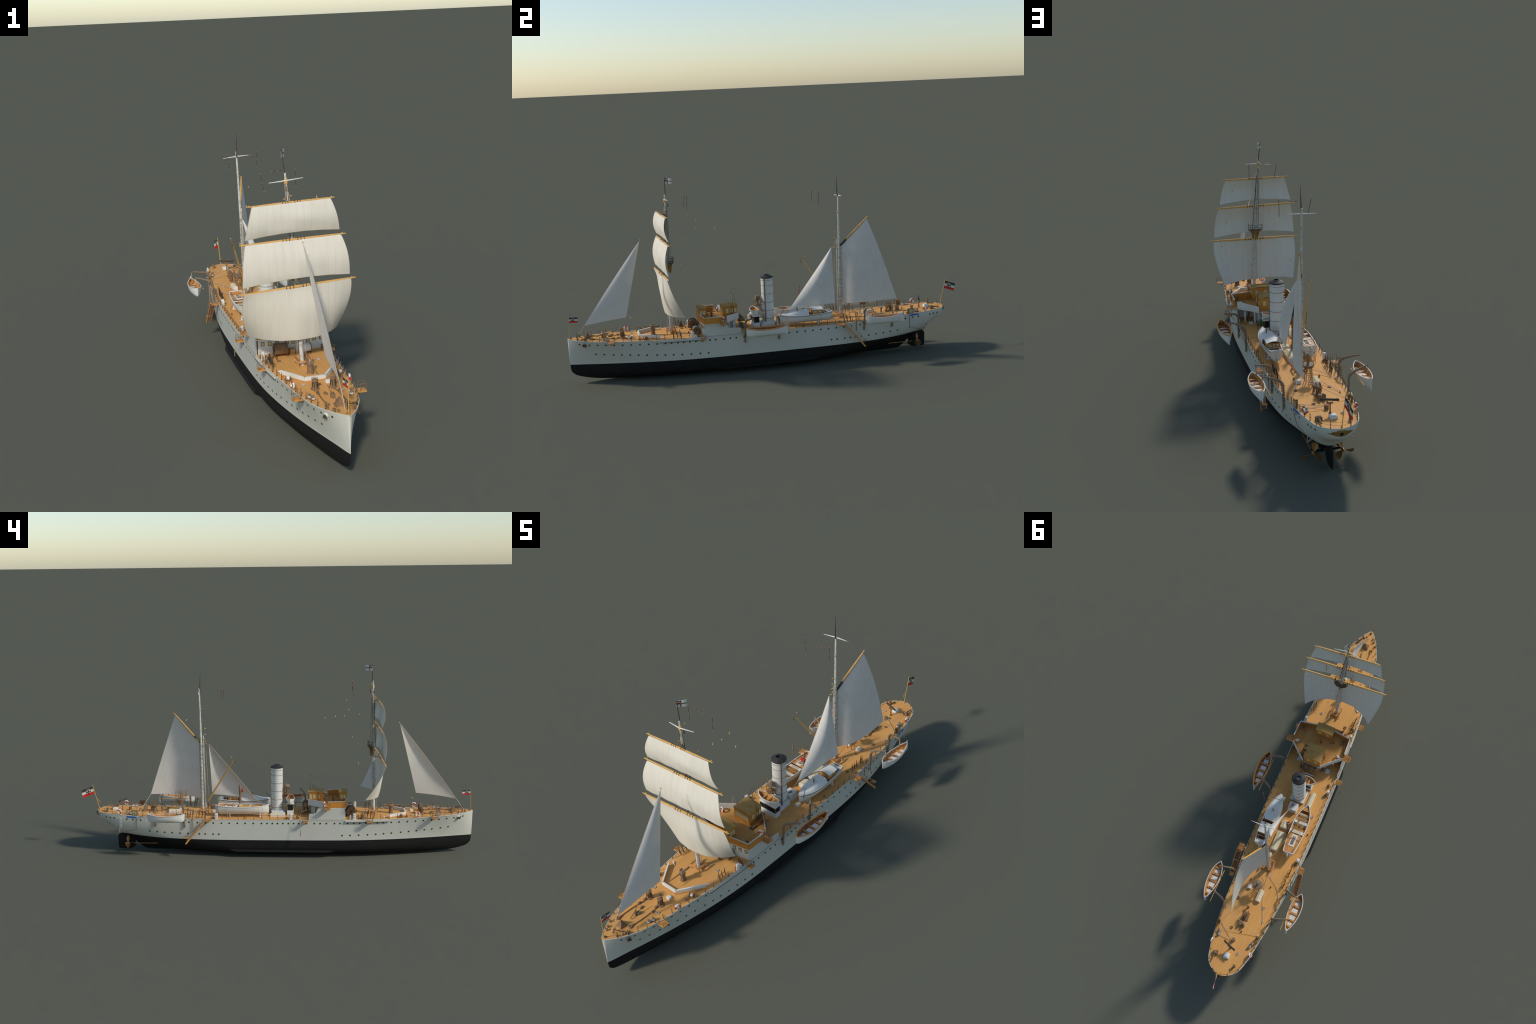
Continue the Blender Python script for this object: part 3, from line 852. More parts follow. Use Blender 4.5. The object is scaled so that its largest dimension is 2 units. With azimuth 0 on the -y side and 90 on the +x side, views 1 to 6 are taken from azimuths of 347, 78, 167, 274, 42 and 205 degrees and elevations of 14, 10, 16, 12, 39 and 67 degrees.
# plated sides carried up from the hull
for sd, step in ((1, -.2400), (-1, -.2145)):
    m = Mesh()
    prev = None
    ys = list(np.linspace(-.3515, -.174, 40))
    vs = []
    for y in ys:
        b = deck_half(y) + .0008
        zt = .2570 if y < step - .004 else (.2300 if y > step + .006 else lerp(.2570, .2300, (y - step + .004) / .010))
        zt -= .0028 * (y + .35) / .18 if y < step else .0024 * (y - step) / .04
        if y > -.1768:
            zt -= .004
        lean = .0075 if sd > 0 else .0015
        k = (zt - .194) / .063 * lean
        for bb, z in ((b, .190), (b - k, zt), (b - k - .0022, zt), (b - .0022, .190)):
            vs.append((CX + sd * bb, y, z))
    n = len(ys)
    m.add(vs, [(i * 4 + j, i * 4 + 4 + j, i * 4 + 4 + (j + 1) % 4, i * 4 + (j + 1) % 4) for i in range(n - 1) for j in range(4)] + [(0, 1, 2, 3), (n * 4 - 1, n * 4 - 2, n * 4 - 3, n * 4 - 4)], HULLW)
    m.obj("side_plating", bridge)
    # thin seam where the plating meets the sheer strake
    Mesh().tube([(CX + sd * (deck_half(y) + .0012), y, deck_z(y) + .0015) for y in np.linspace(-.3515, -.176, 16)], .0005, BROWN, 5).obj("plating_seam", bridge)

def cabin(name, x0, x1, y0, y1, z0, z1, rise, over, parent, front_w, aft_w, side_w):
    o = empty(name, parent)
    for a, b, mat in (((x0, y0), (x1, y0), PANEL), ((x0, y1), (x1, y1), PANEL), ((x0, y0), (x0, y1), PANELY), ((x1, y0), (x1, y1), PANELY)):
        wall(Mesh(), a, b, z0, z1, .0016, mat).obj("cabin_wall", o)
    xm, hw = (x0 + x1) / 2, (x1 - x0) / 2 + over
    def fn(u, v):
        x = xm + hw * (2 * u - 1)
        return Vector((x, lerp(y0 - over, y1 + over, v), z1 + .0016 + rise * (1 - (2 * u - 1) ** 2)))
    Mesh().sheet(fn, 12, 4, ROOF, .0036).obj("cabin_roof", o)
    Mesh().box((xm, (y0 + y1) / 2, z1 + .0012), (2 * hw - .002, y1 - y0 + 2 * over - .002, .0022), ROOF).obj("roof_trim", o)
    zc, h = z0 + (z1 - z0) * .62, (z1 - z0) * .36
    for ts, yy, sgn in ((front_w, y0, -1), (aft_w, y1, 1)):
        for t in ts:
            m = Mesh()
            window(m, (lerp(x0, x1, t), yy + sgn * .0010, zc), (0, sgn, 0), .0125, h, PANE, PANE, .001, .0002)
            m.obj("cabin_window", o)
    for t in side_w:
        for xx, sgn in ((x0, -1), (x1, 1)):
            m = Mesh()
            window(m, (xx + sgn * .0010, lerp(y0, y1, t), zc), (sgn, 0, 0), .0110, h, PANE, PANE, .001, .0002)
            m.obj("cabin_window", o)
    return o
wheel = cabin("wheelhouse", -.0470, .0330, -.3640, -.3270, .2570, .3140, .0050, .0028, ship, (.14, .38, .62, .86), (.24, .74), (.30, .70))
chart = cabin("chart_house", -.0470, .0330, -.2450, -.1730, .2570, .3140, .0055, .0032, ship, (.15, .33, .51, .69, .87), (.25, .72), (.30, .62, .86))
# ring aerial, rods and ladder on the chart house
m = Mesh().tube([(-.0075, -.1790, .318), (-.004, -.1792, .366)], .0011, BROWN, 6)
m.tube([(-.003 + 0 * a, -.1793 + math.cos(a) * .0132, .3790 + math.sin(a) * .0132) for a in [2 * math.pi * k / 26 for k in range(26)]], .0007, BROWN, 5, closed=True)
m.obj("ring_aerial", chart)
m = Mesh()
for x, y, h in ((.026, -.195, .022), (-.030, -.215, .018), (.010, -.212, .014), (-.044, -.18, .016)):
    m.tube([(x, y, .316), (x + .001, y, .320 + h)], .0006, DARK, 5)
for y in (-.2035, -.1925):
    m.tube([(.0355, y, .258), (.0355, y, .330), (.031, y, .334)], .0007, DARK, 5)
for i in range(7):
    m.tube([(.0355, -.2035, .266 + i * .009), (.0355, -.1925, .266 + i * .009)], .0006, DARK, 5)
m.tube([(-.0525, -.224, .258), (-.0515, -.223, .316)], .0020, REDWOOD, 7)
m.ball((-.0515, -.223, .317), .0028, BROWN, 8)
m.obj("house_ladder", chart)
# bridge furniture
m = Mesh()
m.box((.050, -.2400, .2578), (.021, .032, .003), DARK); m.box((.052, -.2370, .2610), (.012, .018, .006), FRAMEB)
m.obj("companion_hatch", bridge)
for x, y in ((.1000, -.3330), (-.1090, -.3350)):
    m = Mesh().box((x, y, .2582), (.030, .028, .0016), REDWOOD, rotz(-8 if x > 0 else 8))
    for i in range(6):
        m.box((x + (i - 2.5) * .0052, y, .2594), (.0022, .027, .0014), WOOD)
        m.box((x, y + (i - 2.5) * .0048, .2596), (.029, .0018, .0012), WOOD)
    m.tube([(x, y, .258), (x, y, .276)], .0028, BROWN, 8)
    m.ball((x, y, .278), .0034, DARK, 8)
    m.obj("compass_grating", bridge)
m = Mesh().lathe([(.006, 0), (.0045, .004), (.004, .018), (.0062, .020), (.0062, .026), (.001, .029)], (-.007, -.296, .257), REDWOOD, 12)
m.obj("binnacle", bridge)
m = Mesh().box((.056, -.205, .264), (.010, .030, .014), REDWOOD, None, .001).obj("bridge_locker", bridge)
Mesh().box((-.060, -.315, .262), (.018, .010, .010), REDWOOD, rotz(20), .001).obj("bridge_locker", bridge)

# lifebuoys
def buoy_mesh():
    m = Mesh()
    n = 24
    R, r = .0098, .0034
    for mid_ang in (45, 225):
        arc_pts = [math.radians(mid_ang - 26 + 52 * i / 6) for i in range(7)]
        m.tube([(R * math.cos(a), 0, R * math.sin(a)) for a in arc_pts], r * 1.04, RED, 8)
    m.tube([(R * math.cos(2 * math.pi * i / n), 0, R * math.sin(2 * math.pi * i / n)) for i in range(n)], r, WHITE, 8, closed=True)
    return m.data("lifebuoy")
LB = buoy_mesh()
for x, y, z, rz, tilt in ((.0915, -.7140, .2185, 75, 45), (-.1050, -.7140, .2180, 105, -45), (.1030, -.2550, .2700, 20, 45), (-.1120, -.2500, .2700, -20, 45),
                          (.0870, .7880, .2220, 85, 45), (-.0985, .7870, .2220, 95, 0)):
    o = place(LB, "lifebuoy", ship, (x, y, z), Matrix.Rotation(math.radians(rz), 3, 'Z') @ Matrix.Rotation(math.radians(tilt), 3, 'Y'))

# outboard platforms with small rails
def platform(x, y, z, sd, w=.030, d=.027, rail=.028, grat=WOOD):
    m = Mesh()
    m.box((x, y, z), (w, d, .0018), grat)
    for i in range(6):
        m.box((x, y + (i - 2.5) * d / 6, z + .0016), (w, d * .09, .0016), grat)
    for s in (-1, 1):
        m.box((x, y + s * d / 2, z + .0002), (w + .001, .0018, .005), grat)
    m.box((x + sd * w / 2, y, z + .0002), (.0018, d + .001, .005), grat)
    o = m.obj("lookout_platform", ship)
    r = Mesh()
    for s in (-1, 1):
        for q in (-.2, .5):
            r.tube([(x + sd * w * q, y + s * d / 2, z), (x + sd * w * q, y + s * d / 2, z + rail)], .0008, BROWN, 5)
    for h in (.5, 1):
        r.tube([(x - sd * w * .2, y - d / 2, z + rail * h), (x + sd * w / 2, y - d / 2, z + rail * h), (x + sd * w / 2, y + d / 2, z + rail * h), (x - sd * w * .2, y + d / 2, z + rail * h)], .0006, BROWN, 5)
    r.obj("platform_rail", o)
    b = Mesh().beam((x - sd * w / 2, y, z - .016), (x + sd * w * .3, y, z - .001), .002, .002, BROWN)
    b.obj("platform_bracket", o)
platform(.1000, -.7980, .2045, 1); platform(-.1140, -.7980, .2040, -1)
platform(.1400, -.2620, .2555, 1, .034, .030); platform(-.1540, -.2625, .2555, -1, .034, .030)
platform(.1370, -.3630, .1900, 1, .030, .022, .02); platform(-.1480, -.4740, .1900, -1, .030, .026, .02)
platform(-.1560, -.1570, .1900, -1, .030, .024, .02)

# long ledges (rolled gangplanks) below the sheer forward
for sd in (1, -1):
    m = Mesh()
    ys = np.linspace(-.572, -.353, 12)
    for k in range(11):
        a, b = float(ys[k]), float(ys[k + 1])
        pa, pb = side_point(a, deck_z(a) - .009, sd)[0], side_point(b, deck_z(b) - .009, sd)[0]
        m.beam(pa + Vector((sd * .003, 0, .0025)), pb + Vector((sd * .003, 0, .0025)), .006, .007, HULLW)
        m.beam(pa + Vector((sd * .0042, 0, -.0022)), pb + Vector((sd * .0042, 0, -.0022)), .0056, .0022, DARK)
    m.obj("rubbing_ledge", hull)

# reels in front of the deckhouse, and the canvas roll behind
def reel(c, r, w, body, name, side=BROWN):
    m = Mesh().lathe([(r * .9, -w / 2 + .001), (r * .92, 0), (r * .9, w / 2 - .001)], c, body, 20, axis=(1, 0, 0))
    for s in (-1, 1):
        cc = Vector(c) + Vector((s * w / 2, 0, 0))
        m.lathe([(r * 1.06, -.0012), (r * 1.06, .0012)], cc, side, 20, axis=(1, 0, 0))
        for k in range(3):
            a = math.pi * k / 3
            d = Vector((0, math.cos(a), math.sin(a))) * r
            m.beam(cc + Vector((s * .0016, 0, 0)) - d, cc + Vector((s * .0016, 0, 0)) + d, .0018, .0014, DARK)
        m.beam(cc + Vector((0, -r, -r * 1.05)), cc + Vector((0, r, -r * 1.05)), .004, .004, BROWN)
    m.obj(name, ship)
reel((.0380, -.3830, .2160), .0165, .036, CREAM, "hawser_reel")
reel((-.0560, -.3850, .2230), .0225, .044, BROWN, "hawser_reel")
Mesh().box((-.012, -.379, .207), (.020, .016, .020), WOOD, None, .001).obj("deck_locker", ship)
m = Mesh().lathe([(.004, -.042), (.0105, -.038), (.0125, -.02), (.0115, 0), (.0128, .02), (.010, .037), (.004, .041)], (-.0072, -.1560, .2450), BROWN, 14, axis=(1, 0, 0))
for x in (-.03, 0, .025):
    m.lathe([(.0136, -.0008), (.0136, .0008)], (x, -.1560, .2450), DARK, 14, axis=(1, 0, 0))
m.obj("canvas_roll", bridge)
m = Mesh()
for i in range(4):
    m.box((-.007, -.158 + i * .0105, .215 - i * .005), (.056, .006, .0035), CREAM if i % 2 == 0 else WOOD)
for s in (-1, 1):
    m.beam((-.007 + s * .029, -.166, .222), (-.007 + s * .029, -.118, .198), .003, .005, WOOD)
m.obj("companion_steps", bridge)
for x, y, w, d, h, mat in ((.0680, -.2020, .018, .024, .006, WHITE), (-.0855, -.1905, .021, .022, .006, WHITE), (-.0590, -.1900, .014, .024, .012, BROWN), (-.1185, -.2420, .022, .030, .022, PANELY),
                           (.022, -.150, .012, .012, .026, BROWN), (.032, -.162, .008, .010, .030, GREENBOX), (.044, -.165, .010, .012, .020, BROWN)):
    Mesh().box((x, y, .1955 + h / 2), (w, d, h), mat, None, .0015).obj("deck_locker", ship)
m = Mesh()
for s in (-1, 1):
    m.beam((.075, -.245 + s * .011, .196), (.058, -.245 + s * .011, .252), .003, .003, REDWOOD)
for i in range(6):
    t = (i + .5) / 6
    m.beam((lerp(.075, .058, t), -.256, lerp(.196, .252, t)), (lerp(.075, .058, t), -.234, lerp(.196, .252, t)), .005, .0016, REDWOOD)
m.obj("bridge_ladder", bridge)
for x, y in ((.088, -.228), (.050, -.199), (-.098, -.232), (-.064, -.203)):
    Mesh().tube([(x, y, .196), (x, y, .2526)], .0045, WHITE, 10).obj("bridge_pillar", bridge)

# ------------------------------------------------------------------ funnel
FX, FY = -.0065, -.0105
funnel = Mesh().lathe([(.0290, .205), (.0292, .25), (.0294, .33), (.0296, .400), (.0298, .4345)], (FX, FY, 0), WHITE, 40).obj("funnel", ship)
m = Mesh().lathe([(.0300, .4335), (.0325, .4350), (.0325, .4385), (.0290, .4408), (.0150, .4465), (.0138, .4490), (.0112, .4490), (.0108, .4400), (.0106, .4300)], (FX, FY, 0), SOOT, 40)
m.obj("funnel_cap", funnel)
for z in (.2300, .2720, .3140, .3560, .3980, .4240):
    m = Mesh().lathe([(.0296, -.0008), (.0302, -.0006), (.0302, .0006), (.0296, .0008)], (FX, FY, z), DAVIT, 40)
    for k in range(7):
        a = 2 * math.pi * k / 7 + .2
        m.box((FX + math.cos(a) * .0304, FY + math.sin(a) * .0304, z), (.0020, .0034, .0022), BROWN, Matrix.Rotation(a, 3, 'Z'))
    m.obj("funnel_band", funnel)
for i in range(17):
    z = .226 + i * .0122
    m = Mesh().tube([(FX - .0290, FY - .0055, z), (FX - .0335, FY - .0050, z - .001), (FX - .0335, FY + .0050, z - .001), (FX - .0290, FY + .0055, z)], .0011, WHITE, 6)
    m.obj("funnel_rung", funnel)
m = Mesh().tube([(FX + .0262, FY - .0185, .200), (FX + .0262, FY - .0185, .4340)], .0026, BROWN, 8)
m.obj("steam_pipe", funnel)
m = Mesh().box((FX, FY - .0085, .2010), (.0700, .0680, .0160), WHITE, None, .002)
m.box((FX, FY - .002, .2120), (.0640, .0620, .0080), WHITE, None, .002)
m.obj("funnel_base", funnel)
# searchlight stand on the fore side of the funnel
sl = empty("searchlight", ship)
m = Mesh().lathe([(.0185, .2960), (.0200, .2975), (.0200, .3000), (.0185, .3010)], (-.0090, -.0620, 0), BROWN, 18)
for k in range(9):
    a = 2 * math.pi * k / 9
    p = Vector((-.0090 + math.cos(a) * .0195, -.0620 + math.sin(a) * .0195, 0))
    m.tube([p + Vector((0, 0, .299)), p + Vector((0, 0, .327))], .0008, BROWN, 5)
for z in (.313, .327):
    m.tube([(-.0090 + math.cos(a) * .0195, -.0620 + math.sin(a) * .0195, z) for a in [2 * math.pi * k / 18 for k in range(16)]], .0007, BROWN, 5)
for s in (-1, 1):
    m.tube([(-.009 + s * .012, -.055, .297), (FX + s * .010, FY - .028, .262)], .0012, BROWN, 6)
m.obj("searchlight_platform", sl)
m = Mesh().lathe([(.0075, .300), (.0060, .308), (.0042, .314), (.0042, .322)], (-.0090, -.0620, 0), BROWN, 12)
m.lathe([(.006, -.012), (.0115, -.010), (.0125, -.002), (.0125, .010), (.0112, .0115)], (-.0090, -.0620, .3360), DAVIT, 18, axis=(.25, -1, 0))
m.beam((-.022, -.062, .324), (-.022, -.062, .340), .003, .003, BROWN)
m.beam((.004, -.062, .324), (.004, -.062, .340), .003, .003, BROWN)
m.obj("searchlight_lamp", sl)
# galley box with dark band, carrying the dinghy
galley = empty("galley_house", ship)
Mesh().box((-.0045, -.0790, .2060), (.0880, .0330, .0260), WHITE, None, .001).obj("galley_wall", galley)
Mesh().box((-.0045, -.0790, .2350), (.0800, .0270, .0320), BLACKBAND).obj("galley_dark_band", galley)
for x in (-.046, .037):
    for y in (-.0925, -.0655):
        Mesh().box((x, y, .235), (.0022, .0022, .032), FRAMEB).obj("galley_post", galley)
Mesh().box((-.0020, -.0800, .2532), (.0880, .0360, .0050), WHITE, None, .001).obj("galley_roof", galley)

# ------------------------------------------------------------------ skylights and deck boxes
def skylight(cx, cy, w, l, h, ridge, rot=0, panes=5, name="skylight", z=None):
    z0 = deck_z(cy) if z is None else z
    R = rotz(rot)
    T = lambda p: tuple(Vector((cx, cy, z0)) + R @ Vector(p))
    o = Mesh()
    hw, hl = w / 2, l / 2
    prof = [(-hw, 0), (-hw, h), (0, h + ridge), (hw, h), (hw, 0)]
    vs = [T((x, y, zz)) for y in (-hl, hl) for x, zz in prof]
    o.add(vs, [(0, 1, 2, 3, 4), (9, 8, 7, 6, 5)] + [(i, i + 5, (i + 1) % 5 + 5, (i + 1) % 5) for i in range(5)], CREAM)
    so = o.obj(name, ship)
    m = Mesh()
    for s in (-1, 1):
        for k in range(panes):
            y0 = -hl + l * (k + .14) / panes
            y1 = -hl + l * (k + .86) / panes
            def q(u, v, s=s, y0=y0, y1=y1):
                t = lerp(.16, .80, u)
                return T((s * hw * (1 - t), lerp(y0, y1, v), h + ridge * t + .0006))
            m.sheet(q, 1, 1, PANEW, .0009)
    m.obj("skylight_pane", so)
skylight(-.0690, -.0170, .0235, .0740, .0120, .0050, 0, 9)
skylight(-.0040, .2365, .0400, .0960, .0170, .0060, 0, 6)
skylight(-.0030, .1475, .0380, .0380, .0170, .0070, 0, 2)
skylight(.0560, .0290, .0160, .0230, .0100, .003, 0, 2)
skylight(-.0300, .5150, .0235, .0560, .0160, .0055, 0, 4)
Mesh().box((.0315, .4900, .2035), (.020, .020, .014), CREAM, None, .002).obj("deck_locker", ship)
m = Mesh().box((-.0035, .0520, .2100), (.0430, .0430, .0300), WHITE, None, .003)
m.box((.001, .047, .2262), (.008, .016, .003), BROWN, rotz(-20))
m.obj("deck_hatch", ship)
Mesh().box((-.0035, .0520, .1975), (.0460, .0460, .006), WHITE).obj("hatch_coaming", ship)
Mesh().box((.0060, .3120, .2000), (.0160, .0240, .0120), WHITE, None, .003).obj("deck_hatch", ship)
Mesh().box((.0236, -.6943, .2060), (.0200, .0160, .0120), WHITE, rotz(0), .003).obj("deck_hatch", ship)
m = Mesh().box((-.0040, .8275, .2130), (.0270, .0260, .0100), WHITE, rotz(4), .002)
m.box((-.004, .8275, .2190), (.020, .020, .0035), CREAM, rotz(4), .001)
m.obj("stern_hatch", ship)
# white stowage bins by the rail
for x, y in ((-.1250, -.3990), (.1180, -.4110), (-.1310, -.0840), (-.1280, .2900), (-.095, -.4000)):
    z = deck_z(y)
    h = .030 if x != -.095 else .018
    m = Mesh().box((x, y, z + h / 2), (.0130, .0150, h), WHITE if x != -.095 else BROWN, None, .003)
    if y > .28:
        for k in range(3):
            m.box((x, y, z + .008 + k * .008), (.0138, .0158, .0012), CREAM)
    m.obj("stowage_bin", ship)
    Mesh().lathe([(.007, 0), (.007, .008), (.003, .011)], (x + (.004 if x < 0 else -.004), y + .018, z), BROWN if y > -.3 else WHITE, 12).obj("mushroom_vent", ship)
# tall cowl ventilator with red mouth
m = Mesh().tube([(-.0290, .1760, .195), (-.0290, .1760, .305), (-.0292, .1745, .316), (-.0294, .1700, .322)], [.0062, .0060, .0068, .0080], DAVIT, 14)
m.tube([(-.0290, .1760, .300), (-.0290, .178, .330), (-.029, .180, .346)], [.0066, .0055, .0015], BROWN, 10)
v = m.obj("cowl_ventilator", ship)
Mesh().lathe([(.0078, 0), (.0098, .003), (.0088, .0045), (.0015, .002)], (-.0280, .1675, .3165), RED, 16, axis=(.45, -1, .2)).obj("cowl_mouth", v)
# ------------------------------------------------------------------ boats
def boat_form(y0, y1, cx, zg, beam, depth, sheer, stern_w, bow_rise=.35, rot=0.0, pivot=None, fullb=.42):
    """returns point(s, a): s bow..stern, a -1..1 port rail..keel..starboard rail"""
    def half(s):
        if s < fullb:
            return beam / 2 * (1 - (1 - s / fullb) ** 2.1) ** .85
        t = (s - fullb) / (1 - fullb)
        return beam / 2 * (1 - (1 - stern_w) * t ** 2.3)
    def rail(s):
        return zg + sheer * ((s - .52) / .5) ** 2
    def keel(s):
        k = zg - depth
        if s < .10:
            k += depth * bow_rise * (1 - s / .10) ** 2
        if s > .90 and stern_w < .3:
            k += depth * .25 * ((s - .90) / .10) ** 2
        return k
    def pt(s, a, inset=0.0, lift=0.0, drop=0.0):
        h = max(half(s) - inset, .0004)
        r, k = rail(s) - drop, keel(s) + lift
        t = min(abs(a), 1)
        x = h * (1 - (1 - t) ** 2.2) ** .62
        z = k + (r - k) * t ** 1.35
        p = Vector((cx + (x if a < 0 else -x), lerp(y0, y1, s), z))
        if pivot is not None:
            p = Vector(pivot) + Matrix.Rotation(rot, 3, 'Z') @ (p - Vector(pivot))
        return p
    return pt, half, rail

def boat_shell(pt, name, parent, outer, inner, rimmat, rim_r=.0016, lift=.018, inset=.0016):
    m = Mesh()
    S = [0, .008, .025, .05, .09, .14, .2, .27, .35, .43, .52, .6, .68, .76, .84, .9, .95, .985, 1]
    A = [-1 + i / 9 for i in range(19)]
    for mat, ins, lf, dr in ((outer, 0, 0, 0), (inner, inset, lift, 0)):
        vs = [pt(s if lf == 0 else lerp(.02, .985, s), a, ins, lf, dr) for s in S for a in A]
        w = len(A)
        fs = [(i * w + j, (i + 1) * w + j, (i + 1) * w + j + 1, i * w + j + 1) for i in range(len(S) - 1) for j in range(w - 1)]
        if lf == 0:
            fs.append(tuple((len(S) - 1) * w + j for j in range(w)))
        else:
            fs.append(tuple((len(S) - 1) * w + j for j in range(w - 1, -1, -1)))
        o = len(m.v)
        k = m.mi(mat)
        m.v += [tuple(p) for p in vs]
        m.f += [tuple(q + o for q in f) for f in fs]
        m.m += [k] * len(fs)
    # rail cap joining both skins
    for a in (-1, 1):
        rim = []
        for s in S:
            p, q = pt(s, a), pt(lerp(.02, .985, s), a, inset)
            rim.append((p, q))
        vs = []
        for p, q in rim:
            vs += [p + Vector((0, 0, .0002)), q + Vector((0, 0, .0002)), q + Vector((0, 0, .0016)), p + Vector((0, 0, .0016))]
        m.add(vs, [(i * 4 + j, i * 4 + 4 + j, i * 4 + 4 + (j + 1) % 4, i * 4 + (j + 1) % 4) for i in range(len(S) - 1) for j in range(4)], rimmat)
        m.tube([(p + Vector((0, 0, .0002))) for p, q in rim], rim_r, rimmat, 6)
    m.tube([pt(1, -1) + Vector((0, 0, .0004)), pt(1, 1) + Vector((0, 0, .0004))], rim_r, rimmat, 6)
    me = m.data(name, 50)
    return place(me, name, parent)

def thwart(pt, s, w, mat, parent, low=.62, name="thwart"):
    a, b = pt(s, -low), pt(s, low)
    d = (pt(min(s + .02, 1), 0) - pt(s - .02, 0)).normalized() * w / 2
    m = Mesh()
    vs = [q + e + Vector((0, 0, h)) for h in (0, .0016) for q, e in ((a, -d), (b, -d), (b, d), (a, d))]
    m.add(vs, [(3, 2, 1, 0), (4, 5, 6, 7)] + [(i, (i + 1) % 4, 4 + (i + 1) % 4, 4 + i) for i in range(4)], mat)
    m.obj(name, parent)

def davit_boat(cx, y0, y1, side, rimmat, inner, stern_post=.045, tilt=0):
    pt, half, rail = boat_form(y0, y1, cx, .2315, .0540, .0350 if rimmat is WHITE else .0370, .0080, .10)
    o = boat_shell(pt, "lifeboat", ship, WHITE, inner, rimmat, .0018 if rimmat is WHITE else .0030)
    for s in (.16, .33, .52, .70, .86):
        thwart(pt, s, .008, WOOD, o, .72)
    for s, w in ((.24, .022), (.43, .022), (.61, .024), (.79, .018)):
        Mesh().box((cx, lerp(y0, y1, s), .2155), (half(s) * 1.05, w, .0022), CREAM, None, .0008).obj("bottom_board", o)
    for k in (-.5, .5):
        Mesh().tube([pt(.14, k * .9) + Vector((0, 0, .004)), pt(.86, k * .95) + Vector((0, 0, .004))], .0013, SPAR, 6).obj("oar", o)
    # rudder and keel blade at the stern, stem at the bow
    m = Mesh()
    e = pt(1, 0)
    top = rail(1) + .006
    y = lambda t: lerp(y0, y1, t)
    poly = [(y(.985), top), (y(1.0) + .003, top + .003), (y(1.0) + .0075, .222), (y(1.0) + .0065, .199), (y(1.0) - .004, .1955), (y(.97), .205), (y(.985), .22)]
    vs = [(cx + s * .0016, a, b) for s in (-1, 1) for a, b in poly]
    n = len(poly)
    m.add(vs, [tuple(range(n)), tuple(range(2 * n - 1, n - 1, -1))] + [(i, n + i, n + (i + 1) % n, (i + 1) % n) for i in range(n)], WHITE)
    m.obj("boat_rudder", o)
    Mesh().tube([pt(0, 1) + Vector((0, 0, .002)), pt(0, .5), pt(.01, 0), pt(.06, 0), pt(.5, 0), pt(.97, 0)], .0016, WHITE, 6).obj("boat_keel", o)
    # long oar lashed inboard of the boat
    xi = cx - side * .030
    Mesh().tube([(xi, y0 + .030, .226), (xi + side * .002, y1 + .006, .221)], [.0017, .0017], SPAR, 6).obj("spare_oar", o)
    Mesh().tube([(xi, y0 + .075, .2248), (xi, y0 + .083, .2246)], .0022, YELLOW, 6).obj("oar_band", o)
    return o
davit_boat(.2085, -.1625, .0330, 1, WOOD, REDWOOD)
davit_boat(.1975, .4400, .6240, 1, WHITE, WOOD)
davit_boat(-.2090, .4395, .6215, -1, WHITE, WOOD)

def davit(base, elbow, tip, side, drop):
    b, e, t = Vector(base), Vector(elbow), Vector(tip)
    o = Mesh()
    top = Vector((e.x + side * .006, lerp(e.y, t.y, .12), e.z + .022))
    pts = [b, b.lerp(Vector((b.x, e.y, e.z)), .5), e - Vector((0, 0, .012))] + arc(e, top, e.lerp(t, .45) + Vector((0, 0, .010)), 5) + [e.lerp(t, .75) + Vector((0, 0, .006)), t]
    o.tube(pts, [.0034, .0038, .0044, .0050, .0052, .0054, .0052, .0048, .0042, .0036, .0028][:len(pts)], DAVIT, 9)
    o.ball(t, .0036, BROWN, 8)
    ob = o.obj("davit", ship)
    f = Mesh()
    f.tube([t, (t.x, t.y, drop + .008)], .0011, ROPE, 5)
    f.tube([t + Vector((.0015, .001, 0)), (t.x + .001, t.y + .001, drop)], .0008, ROPE, 5)
    f.lathe([(.0008, 0), (.0026, .003), (.0026, .008), (.0008, .011)], (t.x, t.y, drop + .005), BROWN, 7)
    f.obj("boat_fall", ob)
    k = Mesh()
    yb = b.y
    k.box((b.x - side * .002, yb, deck_z(yb) - .006), (.010, .014, .006), DAVIT)
    k.box((b.x - side * .001, yb, b.z + .012), (.008, .010, .004), DAVIT)
    k.obj("davit_bracket", ob)
def davit_pair(side, ya, yb, ta, tb):
    for y, ty in ((ya, ta), (yb, tb)):
        hx = CX + side * (half_breadth(y, .165) + .0055)
        davit((hx, y, .150), (hx, y + .004, .2440), (CX + side * .203 if y < .3 or side < 0 else CX + side * .1945, ty, .2780), side, .232)
davit_pair(1, -.1580, .0110, -.1250, -.0110)
davit_pair(1, .4490, .5990, .4720, .5800)
davit_pair(-1, .4490, .5990, .4770, .5800)

